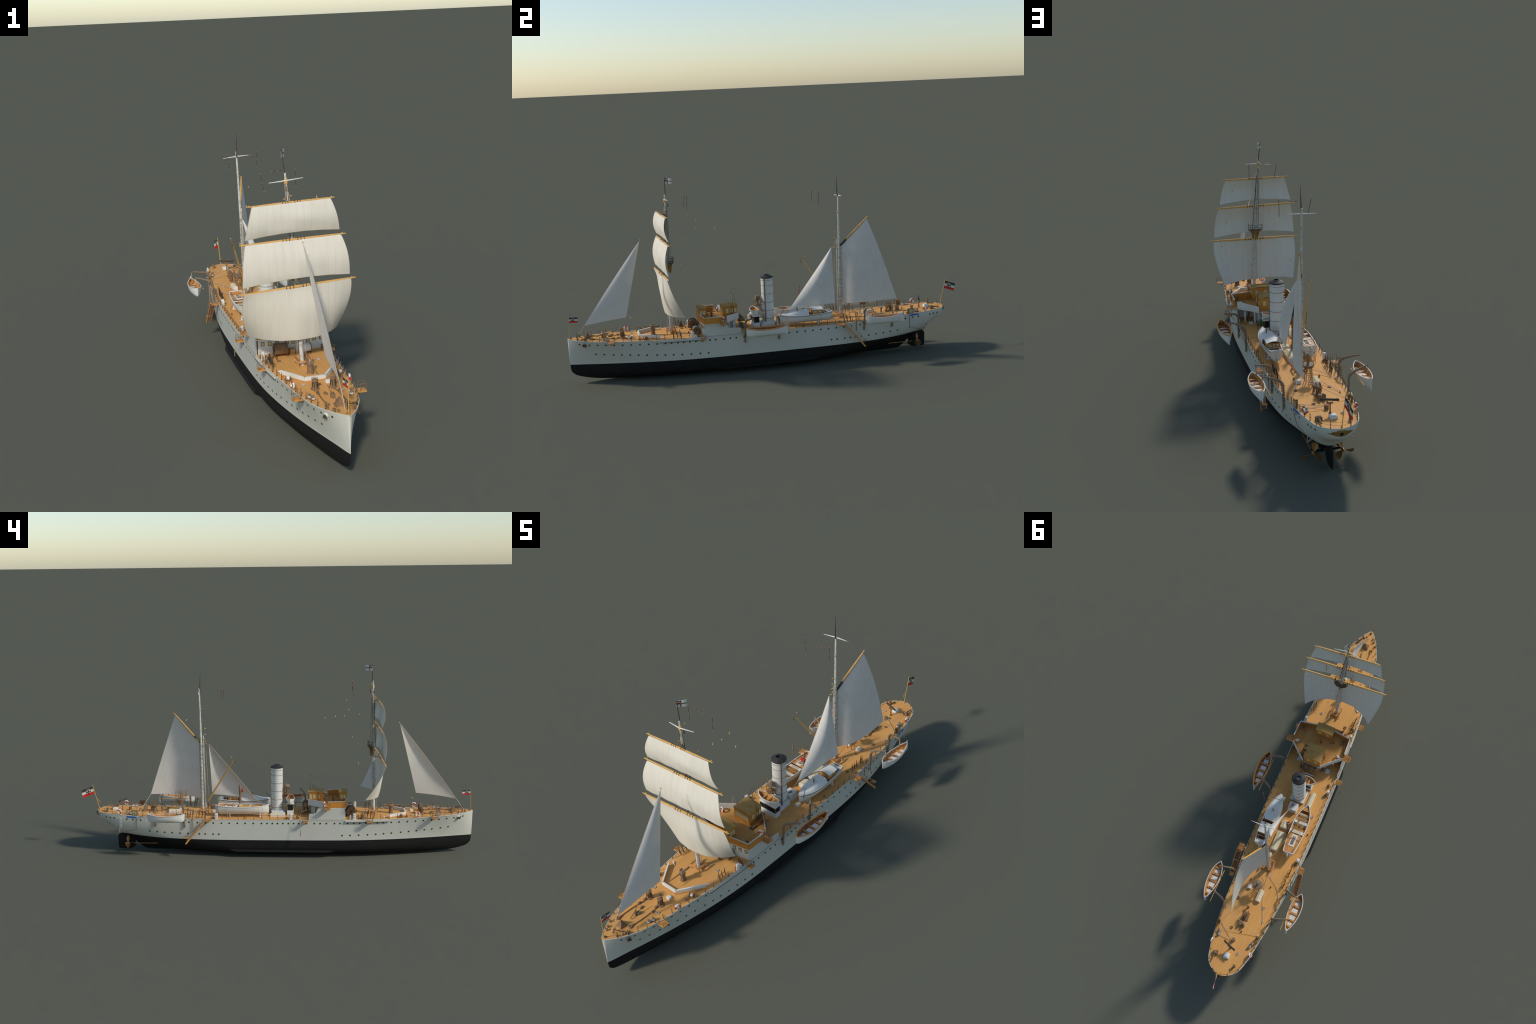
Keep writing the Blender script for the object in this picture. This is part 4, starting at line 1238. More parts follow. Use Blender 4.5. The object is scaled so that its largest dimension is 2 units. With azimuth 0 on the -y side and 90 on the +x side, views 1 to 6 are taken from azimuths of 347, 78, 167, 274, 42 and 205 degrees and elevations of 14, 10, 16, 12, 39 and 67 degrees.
# steam launch, port side
def launch():
    y0, y1, cx = .0260, .2930, .0665
    pt, half, rail = boat_form(y0, y1, cx, .2470, .0700, .0370, .0072, .66, .25)
    o = boat_shell(pt, "steam_launch", ship, WHITE, REDWOOD, WHITE, .0020)
    Mesh().tube([pt(s, -.93) + Vector((.0006, 0, 0)) for s in np.linspace(.02, 1, 20)], .0010, FRAMEB, 5).obj("rubbing_strake", o)
    Mesh().tube([pt(s, .93) + Vector((-.0006, 0, 0)) for s in np.linspace(.02, 1, 20)], .0010, FRAMEB, 5).obj("rubbing_strake", o)
    # turtle-back foredeck rising to a dome
    def deckfn(u, v):
        s = lerp(.012, .56, v)
        h = half(s) * .985
        x = h * (2 * u - 1)
        w = 1 - (2 * u - 1) ** 2
        rise = .004 + .0155 * (1 / (1 + math.exp(-(s - .24) * 26)))
        return Vector((cx + x, lerp(y0, y1, s), rail(s) + .0008 + rise * min(1, w * 1.7) ** .8))
    Mesh().sheet(deckfn, 18, 24, WHITE, .0012).obj("foredeck", o)
    wall(Mesh(), (cx - half(.56) + .003, lerp(y0, y1, .56)), (cx + half(.56) - .003, lerp(y0, y1, .56)), .238, .262, .0012, REDWOOD).obj("cockpit_bulkhead", o)
    Mesh().tube([(.0685, .1217, .260), (.0690, .1217, .2860)], .0032, GOLD, 10).obj("launch_stack", o)
    # cabin
    c0, c1 = .1955, .2440
    cab = o
    for a, b in (((cx - .0255, c0), (cx + .0255, c0)), ((cx - .0245, c1), (cx + .0245, c1)), ((cx - .0255, c0), (cx - .0245, c1)), ((cx + .0255, c0), (cx + .0245, c1))):
        wall(Mesh(), a, b, .240, .2690, .0014, WOOD).obj("cabin_wall", cab)
    for yy in (.2085, .2310):
        for sgn in (-1, 1):
            m = Mesh()
            window(m, (cx + sgn * .0258, yy, .2605), (sgn, 0, 0), .0135, .0095, WOOD, PANE, .0012, .0004)
            m.obj("cabin_window", cab)
    for k in (-1, 0, 1):
        m = Mesh()
        window(m, (cx + k * .0145, c1 + .001, .2600), (0, 1, 0), .0105, .0120, REDWOOD, PANE, .0014, .0006)
        m.obj("cabin_window", cab)
    Mesh().sheet(lambda u, v: Vector((cx + .0290 * (2 * u - 1), lerp(c0 - .003, c1 + .003, v), .2700 + .0065 * (1 - (2 * u - 1) ** 2))), 12, 3, WHITE, .0018).obj("cabin_roof", cab)
    # after cockpit seats, stern sheet
    Mesh().box((cx, .2810, .2500), (.044, .020, .0018), WHITE).obj("stern_sheet", o)
    for s in (-1, 1):
        Mesh().box((cx + s * .0200, .258, .2455), (.008, .026, .0016), WOOD).obj("cockpit_seat", o)
    Mesh().box((cx, .2560, .2535), (.052, .002, .0016), WHITE).obj("cockpit_coaming", o)
    m = Mesh().box((cx, .2985, .2360), (.0026, .010, .040), WHITE)
    m.box((cx, .2990, .2150), (.0026, .016, .012), WHITE)
    m.obj("boat_rudder", o)
    m = Mesh().box((cx, .300, .226), (.002, .004, .010), BROWN)
    m.obj("launch_propeller", o)
    Mesh().box((cx, (y0 + y1) / 2 + .01, .2085), (.0030, .235, .0060), WHITE).obj("boat_keel", o)
launch()

# pulling cutter, starboard side
def cutter():
    y0, y1, cx = .0290, .2830, -.0745
    pt, half, rail = boat_form(y0, y1, cx, .2490, .0700, .0380, .0068, .68, .25)
    o = boat_shell(pt, "cutter", ship, WHITE, WOOD, WHITE, .0022, lift=.014)
    for s, mat in ((.20, WHITE), (.30, REDWOOD), (.40, WHITE), (.50, REDWOOD)):
        thwart(pt, s, .010, WOOD if mat is REDWOOD else WHITE, o, .75)
    for s in (.36, .56):
        thwart(pt, s, .016, WHITE, o, .90)
    Mesh().sheet(lambda u, v: Vector((cx + half(lerp(.02, .13, v)) * .93 * (2 * u - 1), lerp(y0, y1, lerp(.02, .13, v)), rail(.1) - .004)), 6, 5, WOOD, .0015).obj("bow_sheet", o)
    Mesh().sheet(lambda u, v: Vector((cx + half(lerp(.62, .985, v)) * .93 * (2 * u - 1), lerp(y0, y1, lerp(.62, .985, v)), rail(.8) - .0045)), 6, 5, WOOD, .0015).obj("stern_sheet", o)
    Mesh().box((cx + .001, lerp(y0, y1, .745), rail(.8) - .0030), (.0270, .0600, .0022), CREAM, None, .0006).obj("seat_cushion", o)
    Mesh().box((cx + .001, lerp(y0, y1, .745), rail(.8) - .0010), (.0140, .0400, .0030), DAVIT, None, .0006).obj("stern_locker", o)
    for k in range(7):
        x = (k - 3) * .0058
        Mesh().tube([(cx + x, lerp(y0, y1, .18), .2455), (cx + x, lerp(y0, y1, .58), .2455)], .0013, SPAR, 6).obj("oar", o)
    for s in (.30, .70):
        Mesh().tube([pt(s, -1) + Vector((0, 0, .003)), pt(s, 1) + Vector((0, 0, .003))], .0012, ROPE, 6).obj("gripe", o)
    m = Mesh().box((cx - .001, y1 + .008, .2350), (.0026, .016, .040), WHITE)
    m.obj("boat_rudder", o)
    Mesh().box((cx, (y0 + y1) / 2 + .01, .2095), (.0030, .225, .0060), WHITE).obj("boat_keel", o)
cutter()
# boat cradles
for cx in (.0665, -.0745):
    for y in (.072, .225):
        m = Mesh()
        m.box((cx, y, .1965), (.050, .006, .004), WHITE)
        for s in (-1, 1):
            m.beam((cx + s * .024, y, .197), (cx + s * .013, y, .224), .003, .005, WHITE)
            m.beam((cx + s * .004, y, .197), (cx + s * .020, y, .222), .003, .004, WHITE)
        m.obj("boat_cradle", ship)
    for y in (.06, .235):
        for s in (-1, 1):
            Mesh().tube([(cx + s * .034, y, .250), (cx + s * .036, y, .1955)], .0009, ROPE, 5).obj("gripe", ship)

# dinghy across the galley roof
def dinghy():
    pv = (-.010, -.0790, .27)
    pt, half, rail = boat_form(-.079 - .0540, -.079 + .0520, -.010, .2740, .0420, .0180, .0080, .35, .25, rot=math.radians(-90), pivot=pv)
    o = boat_shell(pt, "dinghy", ship, WHITE, WOOD, WHITE, .0016, lift=.004)
    for s in (.3, .55, .78):
        thwart(pt, s, .007, WOOD, o, .7)
    for k in (-.35, .1, .4):
        Mesh().tube([pt(.15, k) + Vector((0, 0, .006)), pt(.85, k) + Vector((0, 0, .006))], .0012, SPAR, 6).obj("oar", o)
    for s in (.3, .7):
        p = pt(s, 0)
        Mesh().box((p.x, p.y, .2565), (.006, .022, .004), WOOD).obj("chock", o)
dinghy()

# ------------------------------------------------------------------ accommodation ladders
def ladder(side):
    xo = .1490 if side > 0 else -.1635
    o = empty("accommodation_ladder", ship)
    m = Mesh().box((xo - side * .004, .3270, .1955), (.0270, .0340, .0022), WOOD)
    for i in range(6):
        m.box((xo - side * .004, .3145 + i * .005, .1972), (.0265, .0026, .0012), WOOD)
    m.obj("ladder_platform", o)
    a, b = Vector((xo, .3440, .1960)), Vector((xo + side * .005, .4380, .0830))
    for s in (-1, 1):
        Mesh().beam(a + Vector((s * .0105, 0, 0)), b + Vector((s * .0105, .003 * (s == side), -.006 * (s == side))), .0022, .0075, WOOD).obj("ladder_stringer", o)
    st = Mesh().box((0, 0, 0), (.0200, .0075, .0013), REDWOOD).data("ladder_step")
    for i in range(14):
        place(st, "ladder_step", o, a.lerp(b, (i + .6) / 14))
    Mesh().box((xo + side * .003, .4440, .1060), (.0200, .0200, .0016), WOOD).obj("ladder_foot", o)
    r = Mesh()
    for q in ((.3120, 0), (.3420, 0)):
        for s in (-1, 1):
            x = xo - side * .004 + s * .013
            r.tube([(x, q[0], .196), (x, q[0], .2230)], .0009, BROWN, 5)
    for h in (.208, .222):
        r.tube([(xo - side * .016, .312, h), (xo + side * .009, .312, h), (xo + side * .009, .342, h)], .0006, BROWN, 5)
    for t in (.25, .6, .92):
        p = a.lerp(b, t) + Vector((side * .011, 0, 0))
        r.tube([p, p + Vector((0, .004, .026))], .0008, BROWN, 5)
    r.tube([a + Vector((side * .011, 0, .026)), b + Vector((side * .011, .002, .030))], .0006, ROPE, 5)
    # hoisting davit with its fall
    hx = CX + side * (deck_half(.408) + .004)
    r.tube([(hx, .4080, .150), (hx, .4080, .236), (hx + side * .006, .4085, .248), (hx + side * .020, .4100, .2500)], .0016, DAVIT, 7)
    r.tube([(hx + side * .020, .4100, .250), (hx + side * .022, .425, .104)], .0008, ROPE, 5)
    r.lathe([(.0006, 0), (.002, .004), (.0006, .012)], (hx + side * .020, .411, .222), SPAR, 7)
    r.obj("ladder_rail", o)
ladder(1)
ladder(-1)

# ------------------------------------------------------------------ guard rails
st = Mesh().tube([(0, 0, -.001), (0, 0, .0240)], .0012, BROWN, 6)
st.ball((0, 0, .0125), .0022, BROWN, 6).ball((0, 0, .0236), .0020, BROWN, 6)
st.lathe([(.0022, 0), (.0016, .003), (.001, .0035)], (0, 0, 0), DARK, 7)
st.tube([(0, 0, .013), (-.0045, 0, .0105)], .0007, DARK, 4)
st = st.data("stanchion")
rail = empty("guard_rail", ship)
def edge(y, sd):
    return Vector((CX + sd * (deck_half(y) - min(.0042, deck_half(y) * .5)), y, deck_z(y) + .0012))
runs = {1: [(-.955, -.815), (-.780, -.385), (-.168, -.168 + .0), (-.140, .300), (.350, .905)], -1: [(-.955, -.815), (-.780, -.490), (-.455, -.385), (-.140, .300), (.350, .905)]}
for sd in (1, -1):
    for a, b in runs[sd]:
        if b - a < .01:
            continue
        n = max(1, round((b - a) / .0400))
        pts = []
        for i in range(n + 1):
            y = lerp(a, b, i / n)
            p = edge(y, sd)
            place(st, "stanchion", rail, p, (rnd.uniform(-.06, .06), rnd.uniform(-.06, .06), 0 if sd > 0 else math.pi))
            pts.append(p)
        if a < -.5:          # forward the wires are mostly missing
            pairs = [(i, i + 1) for i in range(n) if rnd.random() < .35]
        else:
            pairs = [(i, i + 1) for i in range(n)]
        m = Mesh()
        for i, j in pairs:
            for h in (.0115, .0222):
                m.tube([pts[i] + Vector((0, 0, h)), pts[i].lerp(pts[j], .5) + Vector((0, 0, h - .0006)), pts[j] + Vector((0, 0, h))], .00040, WIRE, 4)
        if m.v:
            m.obj("rail_wire", rail)
pts = [edge(y, sd) if y < .917 else Vector((CX, .914, .2105)) for sd, y in ((1, .905), (1, .9155), (-1, .9155), (-1, .905))]
m = Mesh()
for h in (.0115, .0222):
    m.tube([p + Vector((0, 0, h)) for p in pts], .0004, WIRE, 4)
m.obj("rail_wire", rail)

# upright awning poles in racks
def pole_rack(x, y, side, n=3, h=.046, dy=.0165, lean=-.35):
    m = Mesh()
    for i in range(n):
        p = Vector((x, y + i * dy, deck_z(y) + .0005))
        q = p + Vector((side * .004, lean * .02, h - .004 * (i % 2)))
        m.tube([p, p.lerp(q, .45), q], [.0015, .0022, .0007], DARK, 6)
        m.tube([p + Vector((-side * .012, 0, 0)), p.lerp(q, .55)], .0008, BROWN, 5)
    m.tube([Vector((x, y, deck_z(y) + .020)), Vector((x, y + (n - 1) * dy, deck_z(y) + .020))], .0009, BROWN, 5)
    m.obj("awning_pole_rack", ship)
pole_rack(.0995, -.4975, 1); pole_rack(-.1130, -.4950, -1)
pole_rack(.0960, .3560, 1); pole_rack(-.1150, .3480, -1); pole_rack(.0950, .4190, 1, 2, .050, .010); pole_rack(-.1130, .4120, -1, 3, .046, .014)
# ------------------------------------------------------------------ forecastle gear
def D(y):
    return deck_z(y) + .0008

# breakwater
vb = [(-.1075, -.5700), (-.0490, -.6610), (.0250, -.6600), (.0930, -.5640)]
m = Mesh()
for a, b in zip(vb, vb[1:]):
    wall(m, a, b, D(-.62) - .001, D(-.62) + .0150, .0024, WHITE)
    d = Vector((b[0] - a[0], b[1] - a[1], 0)).normalized()
    nn = Vector((d.y, -d.x, 0))
    if nn.y > 0:
        nn = -nn
    wall(m, (a[0] - nn.x * .002, a[1] - nn.y * .002), (b[0] - nn.x * .002, b[1] - nn.y * .002), D(-.62) + .0140, D(-.62) + .0168, .0062, WHITE)
    off = nn * .0035
    wall(m, (a[0] + off.x, a[1] + off.y), (b[0] + off.x, b[1] + off.y), D(-.62) - .001, D(-.62) + .004, .0040, WOOD)
m.obj("breakwater", ship)
# deck gun
gun = empty("deck_gun", ship)
m = Mesh().lathe([(.0135, 0), (.0120, .003), (.0108, .006), (.0100, .020), (.0102, .032), (.0085, .034)], (-.0065, -.5890, D(-.59)), BROWN, 18)
m.obj("gun_pedestal", gun)
m = Mesh().box((-.0065, -.5900, .2390), (.020, .022, .012), DAVIT, None, .003)
m.box((-.0165, -.586, .243), (.006, .014, .012), BROWN, None, .001)
m.box((.0040, -.590, .2445), (.007, .010, .008), BROWN, None, .001)
m.ball((-.002, -.594, .249), .004, DAVIT, 8)
m.obj("gun_cradle", gun)
m = Mesh().tube([(-.0055, -.5525, .2400), (-.0060, -.5760, .2405), (-.0068, -.6050, .2412), (-.0085, -.6620, .2420)], [.0040, .0042, .0026, .0016], BROWN, 10)
m.obj("gun_barrel", gun)
# fife rail round the foremast
def fife(cx, cy, w, l, z, h, parent):
    m = Mesh()
    for s in (-1, 1):
        m.box((cx + s * w / 2, cy, z + h), (.005, l, .0035), WOOD)
        for t in (-1, 1):
            m.tube([(cx + s * w / 2, cy + t * l * .45, z), (cx + s * w / 2, cy + t * l * .45, z + h)], .0018, WOOD, 7)
    m.box((cx, cy - l / 2, z + h), (w, .005, .0035), WOOD)
    for i in range(7):
        for s in (-1, 1):
            y = cy - l / 2 + (i + .5) * l / 7
            m.tube([(cx + s * w / 2, y, z + h - .007), (cx + s * w / 2, y, z + h + .008)], .0010, REDWOOD, 5)
            m.ball((cx + s * (w / 2 + .001), y, z + h - .003), .0026, ROPE if (i + s) % 2 else CREAM, 6)
    m.box((cx, cy + l * .2, z + .006), (w * .7, l * .5, .012), WOOD)
    m.obj("fife_rail", parent)
fife(-.0070, -.5000, .0440, .0480, D(-.5), .0210, ship)
fife(-.0070, .3620, .0500, .0500, D(.36), .0220, ship)
m = Mesh()
for i in range(9):
    a = rnd.uniform(0, 6.28)
    m.tube([(CX + math.cos(a) * .03 + k * .002, .365 + math.sin(a) * .024, D(.36) + .004 + .003 * math.sin(k * 1.5)) for k in range(5)], .0016, CREAM if i % 2 else ROPE, 5)
m.obj("coiled_rope", ship)["kind"] = "stuff"
# capstans and anchor chains
def capstan(x, y):
    z = D(y)
    m = Mesh().lathe([(.0150, 0), (.0150, .003), (.0095, .006), (.0078, .012), (.0072, .020), (.0085, .026), (.0108, .029), (.0108, .034), (.006, .037), (.002, .039)], (x, y, z), BROWN, 16)
    for k in range(6):
        a = k * math.pi / 3
        m.box((x + math.cos(a) * .0085, y + math.sin(a) * .0085, z + .016), (.004, .002, .018), DARK, Matrix.Rotation(a, 3, 'Z'))
    m.tube([(x + .011 * math.cos(t), y + .011 * math.sin(t), z + .038) for t in [2 * math.pi * k / 12 for k in range(12)]], .0009, DAVIT, 5, closed=True)
    m.box((x - .004, y - .020, z + .004), (.008, .012, .008), BROWN, None, .001)
    m.obj("capstan", ship)
capstan(.0257, -.7390)
capstan(-.0360, -.7390)
lk = Mesh().tube([(math.cos(t) * .0018, math.sin(t) * .0032, 0) for t in [2 * math.pi * k / 12 for k in range(12)]], .0008, BROWN, 5, closed=True).data("chain_link")
def chain(a, b, n, sag=0):
    o = empty("anchor_chain", ship)
    a, b = Vector(a), Vector(b)
    d = (b - a).normalized()
    ang = math.atan2(-d.x, d.y)
    for i in range(n):
        p = a.lerp(b, (i + .5) / n)
        p.x += sag * math.sin(math.pi * i / n)
        place(lk, "chain_link", o, p, Matrix.Rotation(ang, 3, 'Z') @ Matrix.Rotation(0 if i % 2 else math.pi / 2, 3, 'Y'))
chain((.0255, -.7600, D(-.76) + .002), (.0235, -.8850, D(-.885) + .002), 28, .003)
chain((-.0365, -.7600, D(-.76) + .002), (-.0430, -.8850, D(-.885) + .002), 28, -.003)
for x in (.0235, -.0432):
    m = Mesh().lathe([(.0085, 0), (.0085, .003), (.0065, .006), (.0045, .0065), (.004, .004)], (x, -.8900, D(-.89)), BROWN, 14)
    m.box((x, -.880, D(-.88) + .003), (.007, .014, .006), BROWN, None, .001)
    m.obj("hawse_pipe", ship)
# pyramid skylight
m = Mesh()
z, c, r = D(-.904), (-.0075, -.9040), .0165
m.add([(c[0] - r, c[1] - r, z), (c[0] + r, c[1] - r, z), (c[0] + r, c[1] + r, z), (c[0] - r, c[1] + r, z), (c[0], c[1], z + .0325)], [(3, 2, 1, 0), (0, 1, 4), (1, 2, 4), (2, 3, 4), (3, 0, 4)], BROWN)
m.obj("pyramid_hood", ship)
# small crane between the chains
m = Mesh().lathe([(.0075, 0), (.0075, .004), (.0045, .006), (.004, .016), (.0055, .018)], (-.0075, -.8330, D(-.83)), BROWN, 12)
m.box((-.004, -.823, D(-.83) + .006), (.014, .014, .012), DAVIT, None, .002)
m.tube([(-.0050, -.8650, D(-.865) + .005), (-.0100, -.8350, D(-.83) + .018), (-.0160, -.8090, D(-.81) + .036)], [.0022, .0020, .0012], BROWN, 7)
m.obj("deck_crane", ship)
Mesh().box((-.018, -.797, D(-.8) + .004), (.008, .018, .007), BROWN, rotz(12), .002).obj("deck_locker", ship)
# bollard pairs
def bollards(x, y, rz, l=.026, par=ship):
    R = rotz(rz)
    z = D(y)
    m = Mesh().box((x, y, z + .0015), (.0135, l + .008, .003), BROWN, R, .001)
    for s in (-1, 1):
        p = Vector((x, y, z)) + R @ Vector((0, s * l * .36, 0))
        m.lathe([(.0046, .002), (.0042, .010), (.0054, .012), (.0054, .0145), (.001, .0155)], p, DAVIT, 12)
    for k in range(3):
        pts = []
        for i in range(16):
            t = 2 * math.pi * i / 16
            pts.append(Vector((x, y, z + .0045 + k * .002)) + R @ Vector((math.sin(2 * t) * .0055, math.cos(t) * l * .58, 0)))
        m.tube(pts, .0010, CREAM, 5, closed=True)
    m.obj("bollard", par)
bollards(.0595, -.8210, -16)
bollards(-.0740, -.8210, 16)
bollards(.0725, .7420, 12)
bollards(-.0845, .7430, -12)
# mooring reels by the breakwater
for x, y, s in ((.0840, -.6330, 1), (-.0980, -.6330, -1)):
    m = Mesh().lathe([(.0085, -.009), (.0085, -.0075), (.0055, -.007), (.0055, .007), (.0085, .0075), (.0085, .009)], (x, y, D(y) + .010), BROWN, 14, axis=(1, .3 * s, 0))
    m.lathe([(.0065, -.005), (.0065, .005)], (x, y, D(y) + .010), CREAM, 14, axis=(1, .3 * s, 0))
    for q in (-1, 1):
        m.beam((x + q * .010, y - .006, D(y)), (x + q * .010, y, D(y) + .011), .002, .003, BROWN)
        m.beam((x + q * .010, y + .006, D(y)), (x + q * .010, y, D(y) + .011), .002, .003, BROWN)
    m.tube([(x, y - .008, D(y) + .006), (x - s * .003, y - .028, D(y) + .006)], .0016, BROWN, 6)
    m.lathe([(.004, 0), (.0036, .007), (.005, .009), (.002, .011)], (x - s * .004, y - .030, D(y)), DAVIT, 10)
    m.obj("mooring_reel", ship)
# anchor davit and anchor stowed on the port bow, anchors in the hawse
m = Mesh()
m.tube([(.0010, -.9500, D(-.95)), (.0012, -.9490, D(-.95) + .020), (.006, -.9440, D(-.95) + .025)], .0014, DARK, 6)
m.tube([(.0020, -.9470, D(-.95) + .019), (.0395, -.9190, D(-.92) + .006)], [.0014, .0018], DARK, 7)
m.beam((.0330, -.9080, D(-.92) + .004), (.0430, -.9290, D(-.92) + .008), .003, .003, DARK)
m.tube([(.0060, -.9560, D(-.95) + .010), (.0010, -.9360, D(-.95) + .022)], .0010, DARK, 6)
m.lathe([(.0042, 0), (.0038, .006), (.005, .009), (.002, .011)], (.0420, -.9140, D(-.91)), BROWN, 10)
m.obj("anchor", ship)
for sd in (1, -1):
    p, nrm = side_point(-.9205, .1930, sd)
    m = Mesh().lathe([(.0090, -.001), (.0085, .004), (.0060, .0055), (.005, .002)], p, WHITE if sd < 0 else DAVIT, 14, axis=nrm)
    q = p + nrm * .007
    m.box(q + Vector((0, 0, -.001)), (.008, .016, .008), DARK, None, .002)
    m.beam(q + Vector((0, -.004, .001)), q + nrm * .004 + Vector((0, .010, -.006)), .004, .004, DARK)
    m.beam(q, q + nrm * .004 + Vector((0, -.008, .008)), .004, .004, DARK)
    m.obj("hawse_anchor", hull)
for x, y in ((-.0400, -.9420), (-.0290, -.9570), (.0300, -.9330), (-.0520, -.9200), (.0200, -.9520)):
    Mesh().lathe([(.0042, 0), (.0036, .003), (.0028, .007), (.0042, .008), (.001, .0095)], (x, y, D(y)), BROWN, 10).obj("fairlead", ship)
m = Mesh().lathe([(.0055, 0), (.006, .003), (.0035, .007), (.001, .010)], (-.0075, -.9850, D(-.985)), BROWN, 10)
m.obj("flagpole_socket", ship)
# spars and paravanes lying on deck
for x, y in ((.075, -.556), (-.088, -.556)):
    s = 1 if x > 0 else -1
    Mesh().tube([(x, y, D(y) + .002), (x + s * .018, y + .012, D(y) + .004)], [.0012, .0032], CREAM, 7).obj("fender", ship)
Mesh().tube([(.062, -.596, D(-.6) + .003), (.050, -.606, D(-.6) + .003)], [.0026, .0005], BROWN, 6).obj("boat_hook", ship)
# gear heaped at the corners before the bridge
def heap(x, y, n, r, h):
    m = Mesh()
    for i in range(n):
        a, q = rnd.uniform(0, 6.28), rnd.uniform(0, r)
        p = Vector((x + math.cos(a) * q, y + math.sin(a) * q, D(y)))
        k = rnd.random()
        if k < .4:
            m.box(p + Vector((0, 0, h * .2)), (rnd.uniform(.004, .010), rnd.uniform(.004, .010), h * .45), rnd.choice((BROWN, DAVIT, WOOD)), rotz(rnd.uniform(0, 90)))
        elif k < .8:
            m.tube([p, p + Vector((rnd.uniform(-.006, .006), rnd.uniform(-.006, .006), h * rnd.uniform(.6, 1.2)))], rnd.uniform(.0009, .0018), rnd.choice((BROWN, DARK)), 6)
        else:
            m.lathe([(.004, 0), (.0045, h * .3), (.002, h * .4)], p, DAVIT, 8)
    m.obj("stowed_gear", ship)["kind"] = "stuff"
heap(-.116, -.438, 14, .010, .030)
heap(.106, -.385, 12, .009, .030)
heap(-.122, -.118, 8, .008, .022)

# ------------------------------------------------------------------ after deck
# range platform with ladder
plat = empty("searchlight_platform", ship)
px, py = -.0085, .4850
m = Mesh().lathe([(.0215, .2620), (.0240, .2640), (.0240, .2670), (.0215, .2680)], (px, py, 0), DAVIT, 22)
m.lathe([(.0185, .2550), (.0195, .2625)], (px, py, 0), BROWN, 20)
m.obj("platform_floor", plat)
m = Mesh()
for k in range(4):
    a = math.pi / 4 + k * math.pi / 2
    m.tube([(px + math.cos(a) * .016, py + math.sin(a) * .016, D(py)), (px + math.cos(a) * .0125, py + math.sin(a) * .0125, .262)], .0018, BROWN, 6)
m.obj("platform_leg", plat)
m = Mesh().lathe([(.0050, .2670), (.0045, .280), (.0036, .290), (.0036, .306), (.005, .307), (.002, .310)], (px, py, 0), DAVIT, 12)
m.obj("platform_pedestal", plat)
m = Mesh()
for k in range(9):
    a = 2 * math.pi * k / 9
    p = Vector((px + math.cos(a) * .0295, py - .003 + math.sin(a) * .0295, 0))
    m.tube([Vector((px + math.cos(a) * .023, py + math.sin(a) * .023, .266)), p + Vector((0, 0, .270)), p + Vector((0, 0, .3050))], .0007, BROWN, 5)
for z in (.286, .305):
    m.tube([(px + math.cos(a) * .0295, py - .003 + math.sin(a) * .0295, z) for a in [2 * math.pi * k / 24 for k in range(22)]], .0006, BROWN, 5)
m.obj("platform_rail", plat)
m = Mesh()
for s in (-1, 1):
    m.beam((-.0025 + s * .0085, .5470, D(.547)), (-.0085 + s * .0085, .5100, .262), .0018, .0028, WOOD)
for i in range(9):
    t = (i + .6) / 9
    m.beam((lerp(-.0025, -.0085, t) - .008, lerp(.547, .510, t), lerp(D(.547), .262, t)), (lerp(-.0025, -.0085, t) + .008, lerp(.547, .510, t), lerp(D(.547), .262, t)), .0024, .0016, WOOD)
m.obj("platform_ladder", plat)
# steering stand and winch
m = Mesh().box((-.0090, .6270, D(.627) + .0025), (.0300, .0400, .005), BROWN, rotz(6), .001)
for s in (-1, 1):
    cx = -.009 + s * .007
    ctr = (cx, .6250, .2320)
    m.tube([(cx, .6250 + math.cos(a) * .0165, .2320 + math.sin(a) * .0165) for a in [2 * math.pi * k / 20 for k in range(20)]], .0011, BROWN, 5, closed=True)
    for k in range(6):
        a = math.pi * k / 6
        d = Vector((0, math.cos(a), math.sin(a))) * .0215
        m.tube([Vector(ctr) - d, Vector(ctr) + d], .0008, BROWN, 5)
m.lathe([(.0042, -.014), (.0042, .014)], (-.009, .625, .232), BROWN, 10, axis=(1, 0, 0))
m.beam((-.009, .640, D(.63)), (-.009, .628, .236), .012, .006, BROWN)
m.beam((-.009, .606, D(.63)), (-.009, .620, .230), .010, .006, BROWN)
m.obj("steering_wheels", ship)
m = Mesh()
for s in (-1, 1):
    m.box((-.0090 + s * .0085, .6690, D(.669) + .0115), (.0085, .018, .023), BROWN, rotz(10), .0015)
m.box((-.009, .667, D(.669) + .008), (.014, .012, .012), DAVIT, None, .001)
m.box((-.0175, .671, D(.669) + .024), (.005, .006, .003), GREENBOX)
m.obj("engine_telegraph", ship)
m = Mesh().lathe([(.0055, 0), (.0045, .003), (.0036, .016), (.006, .018), (.006, .024), (.002, .026)], (-.0030, .5830, D(.583)), BROWN, 12)
m.tube([(-.012, .583, D(.58) + .020), (.006, .583, D(.58) + .022)], .001, BROWN, 5)
m.obj("compass_stand", ship)
# rangefinder
m = Mesh().lathe([(.0065, 0), (.0050, .003), (.0030, .008), (.0026, .034), (.004, .037)], (-.0045, .7890, D(.79)), BROWN, 12)
m.box((-.0045, .7890, D(.79) + .040), (.020, .006, .006), BROWN)
a, b = Vector((-.0400, .8020, .2585)), Vector((.0290, .7760, .2585))
a = Vector((-.0340, .7990, .2580)); b = Vector((.0270, .7760, .2580))
m.tube([a, a.lerp(b, .04), a.lerp(b, .5), a.lerp(b, .96), b], [.0040, .0046, .0042, .0046, .0040], DARK, 10)
m.tube([a.lerp(b, .06), a.lerp(b, .06) + Vector((.002, -.006, .004))], .002, DARK, 6)
m.tube([a.lerp(b, .94), a.lerp(b, .94) + Vector((.002, -.006, .004))], .002, DARK, 6)
m.obj("rangefinder", ship)
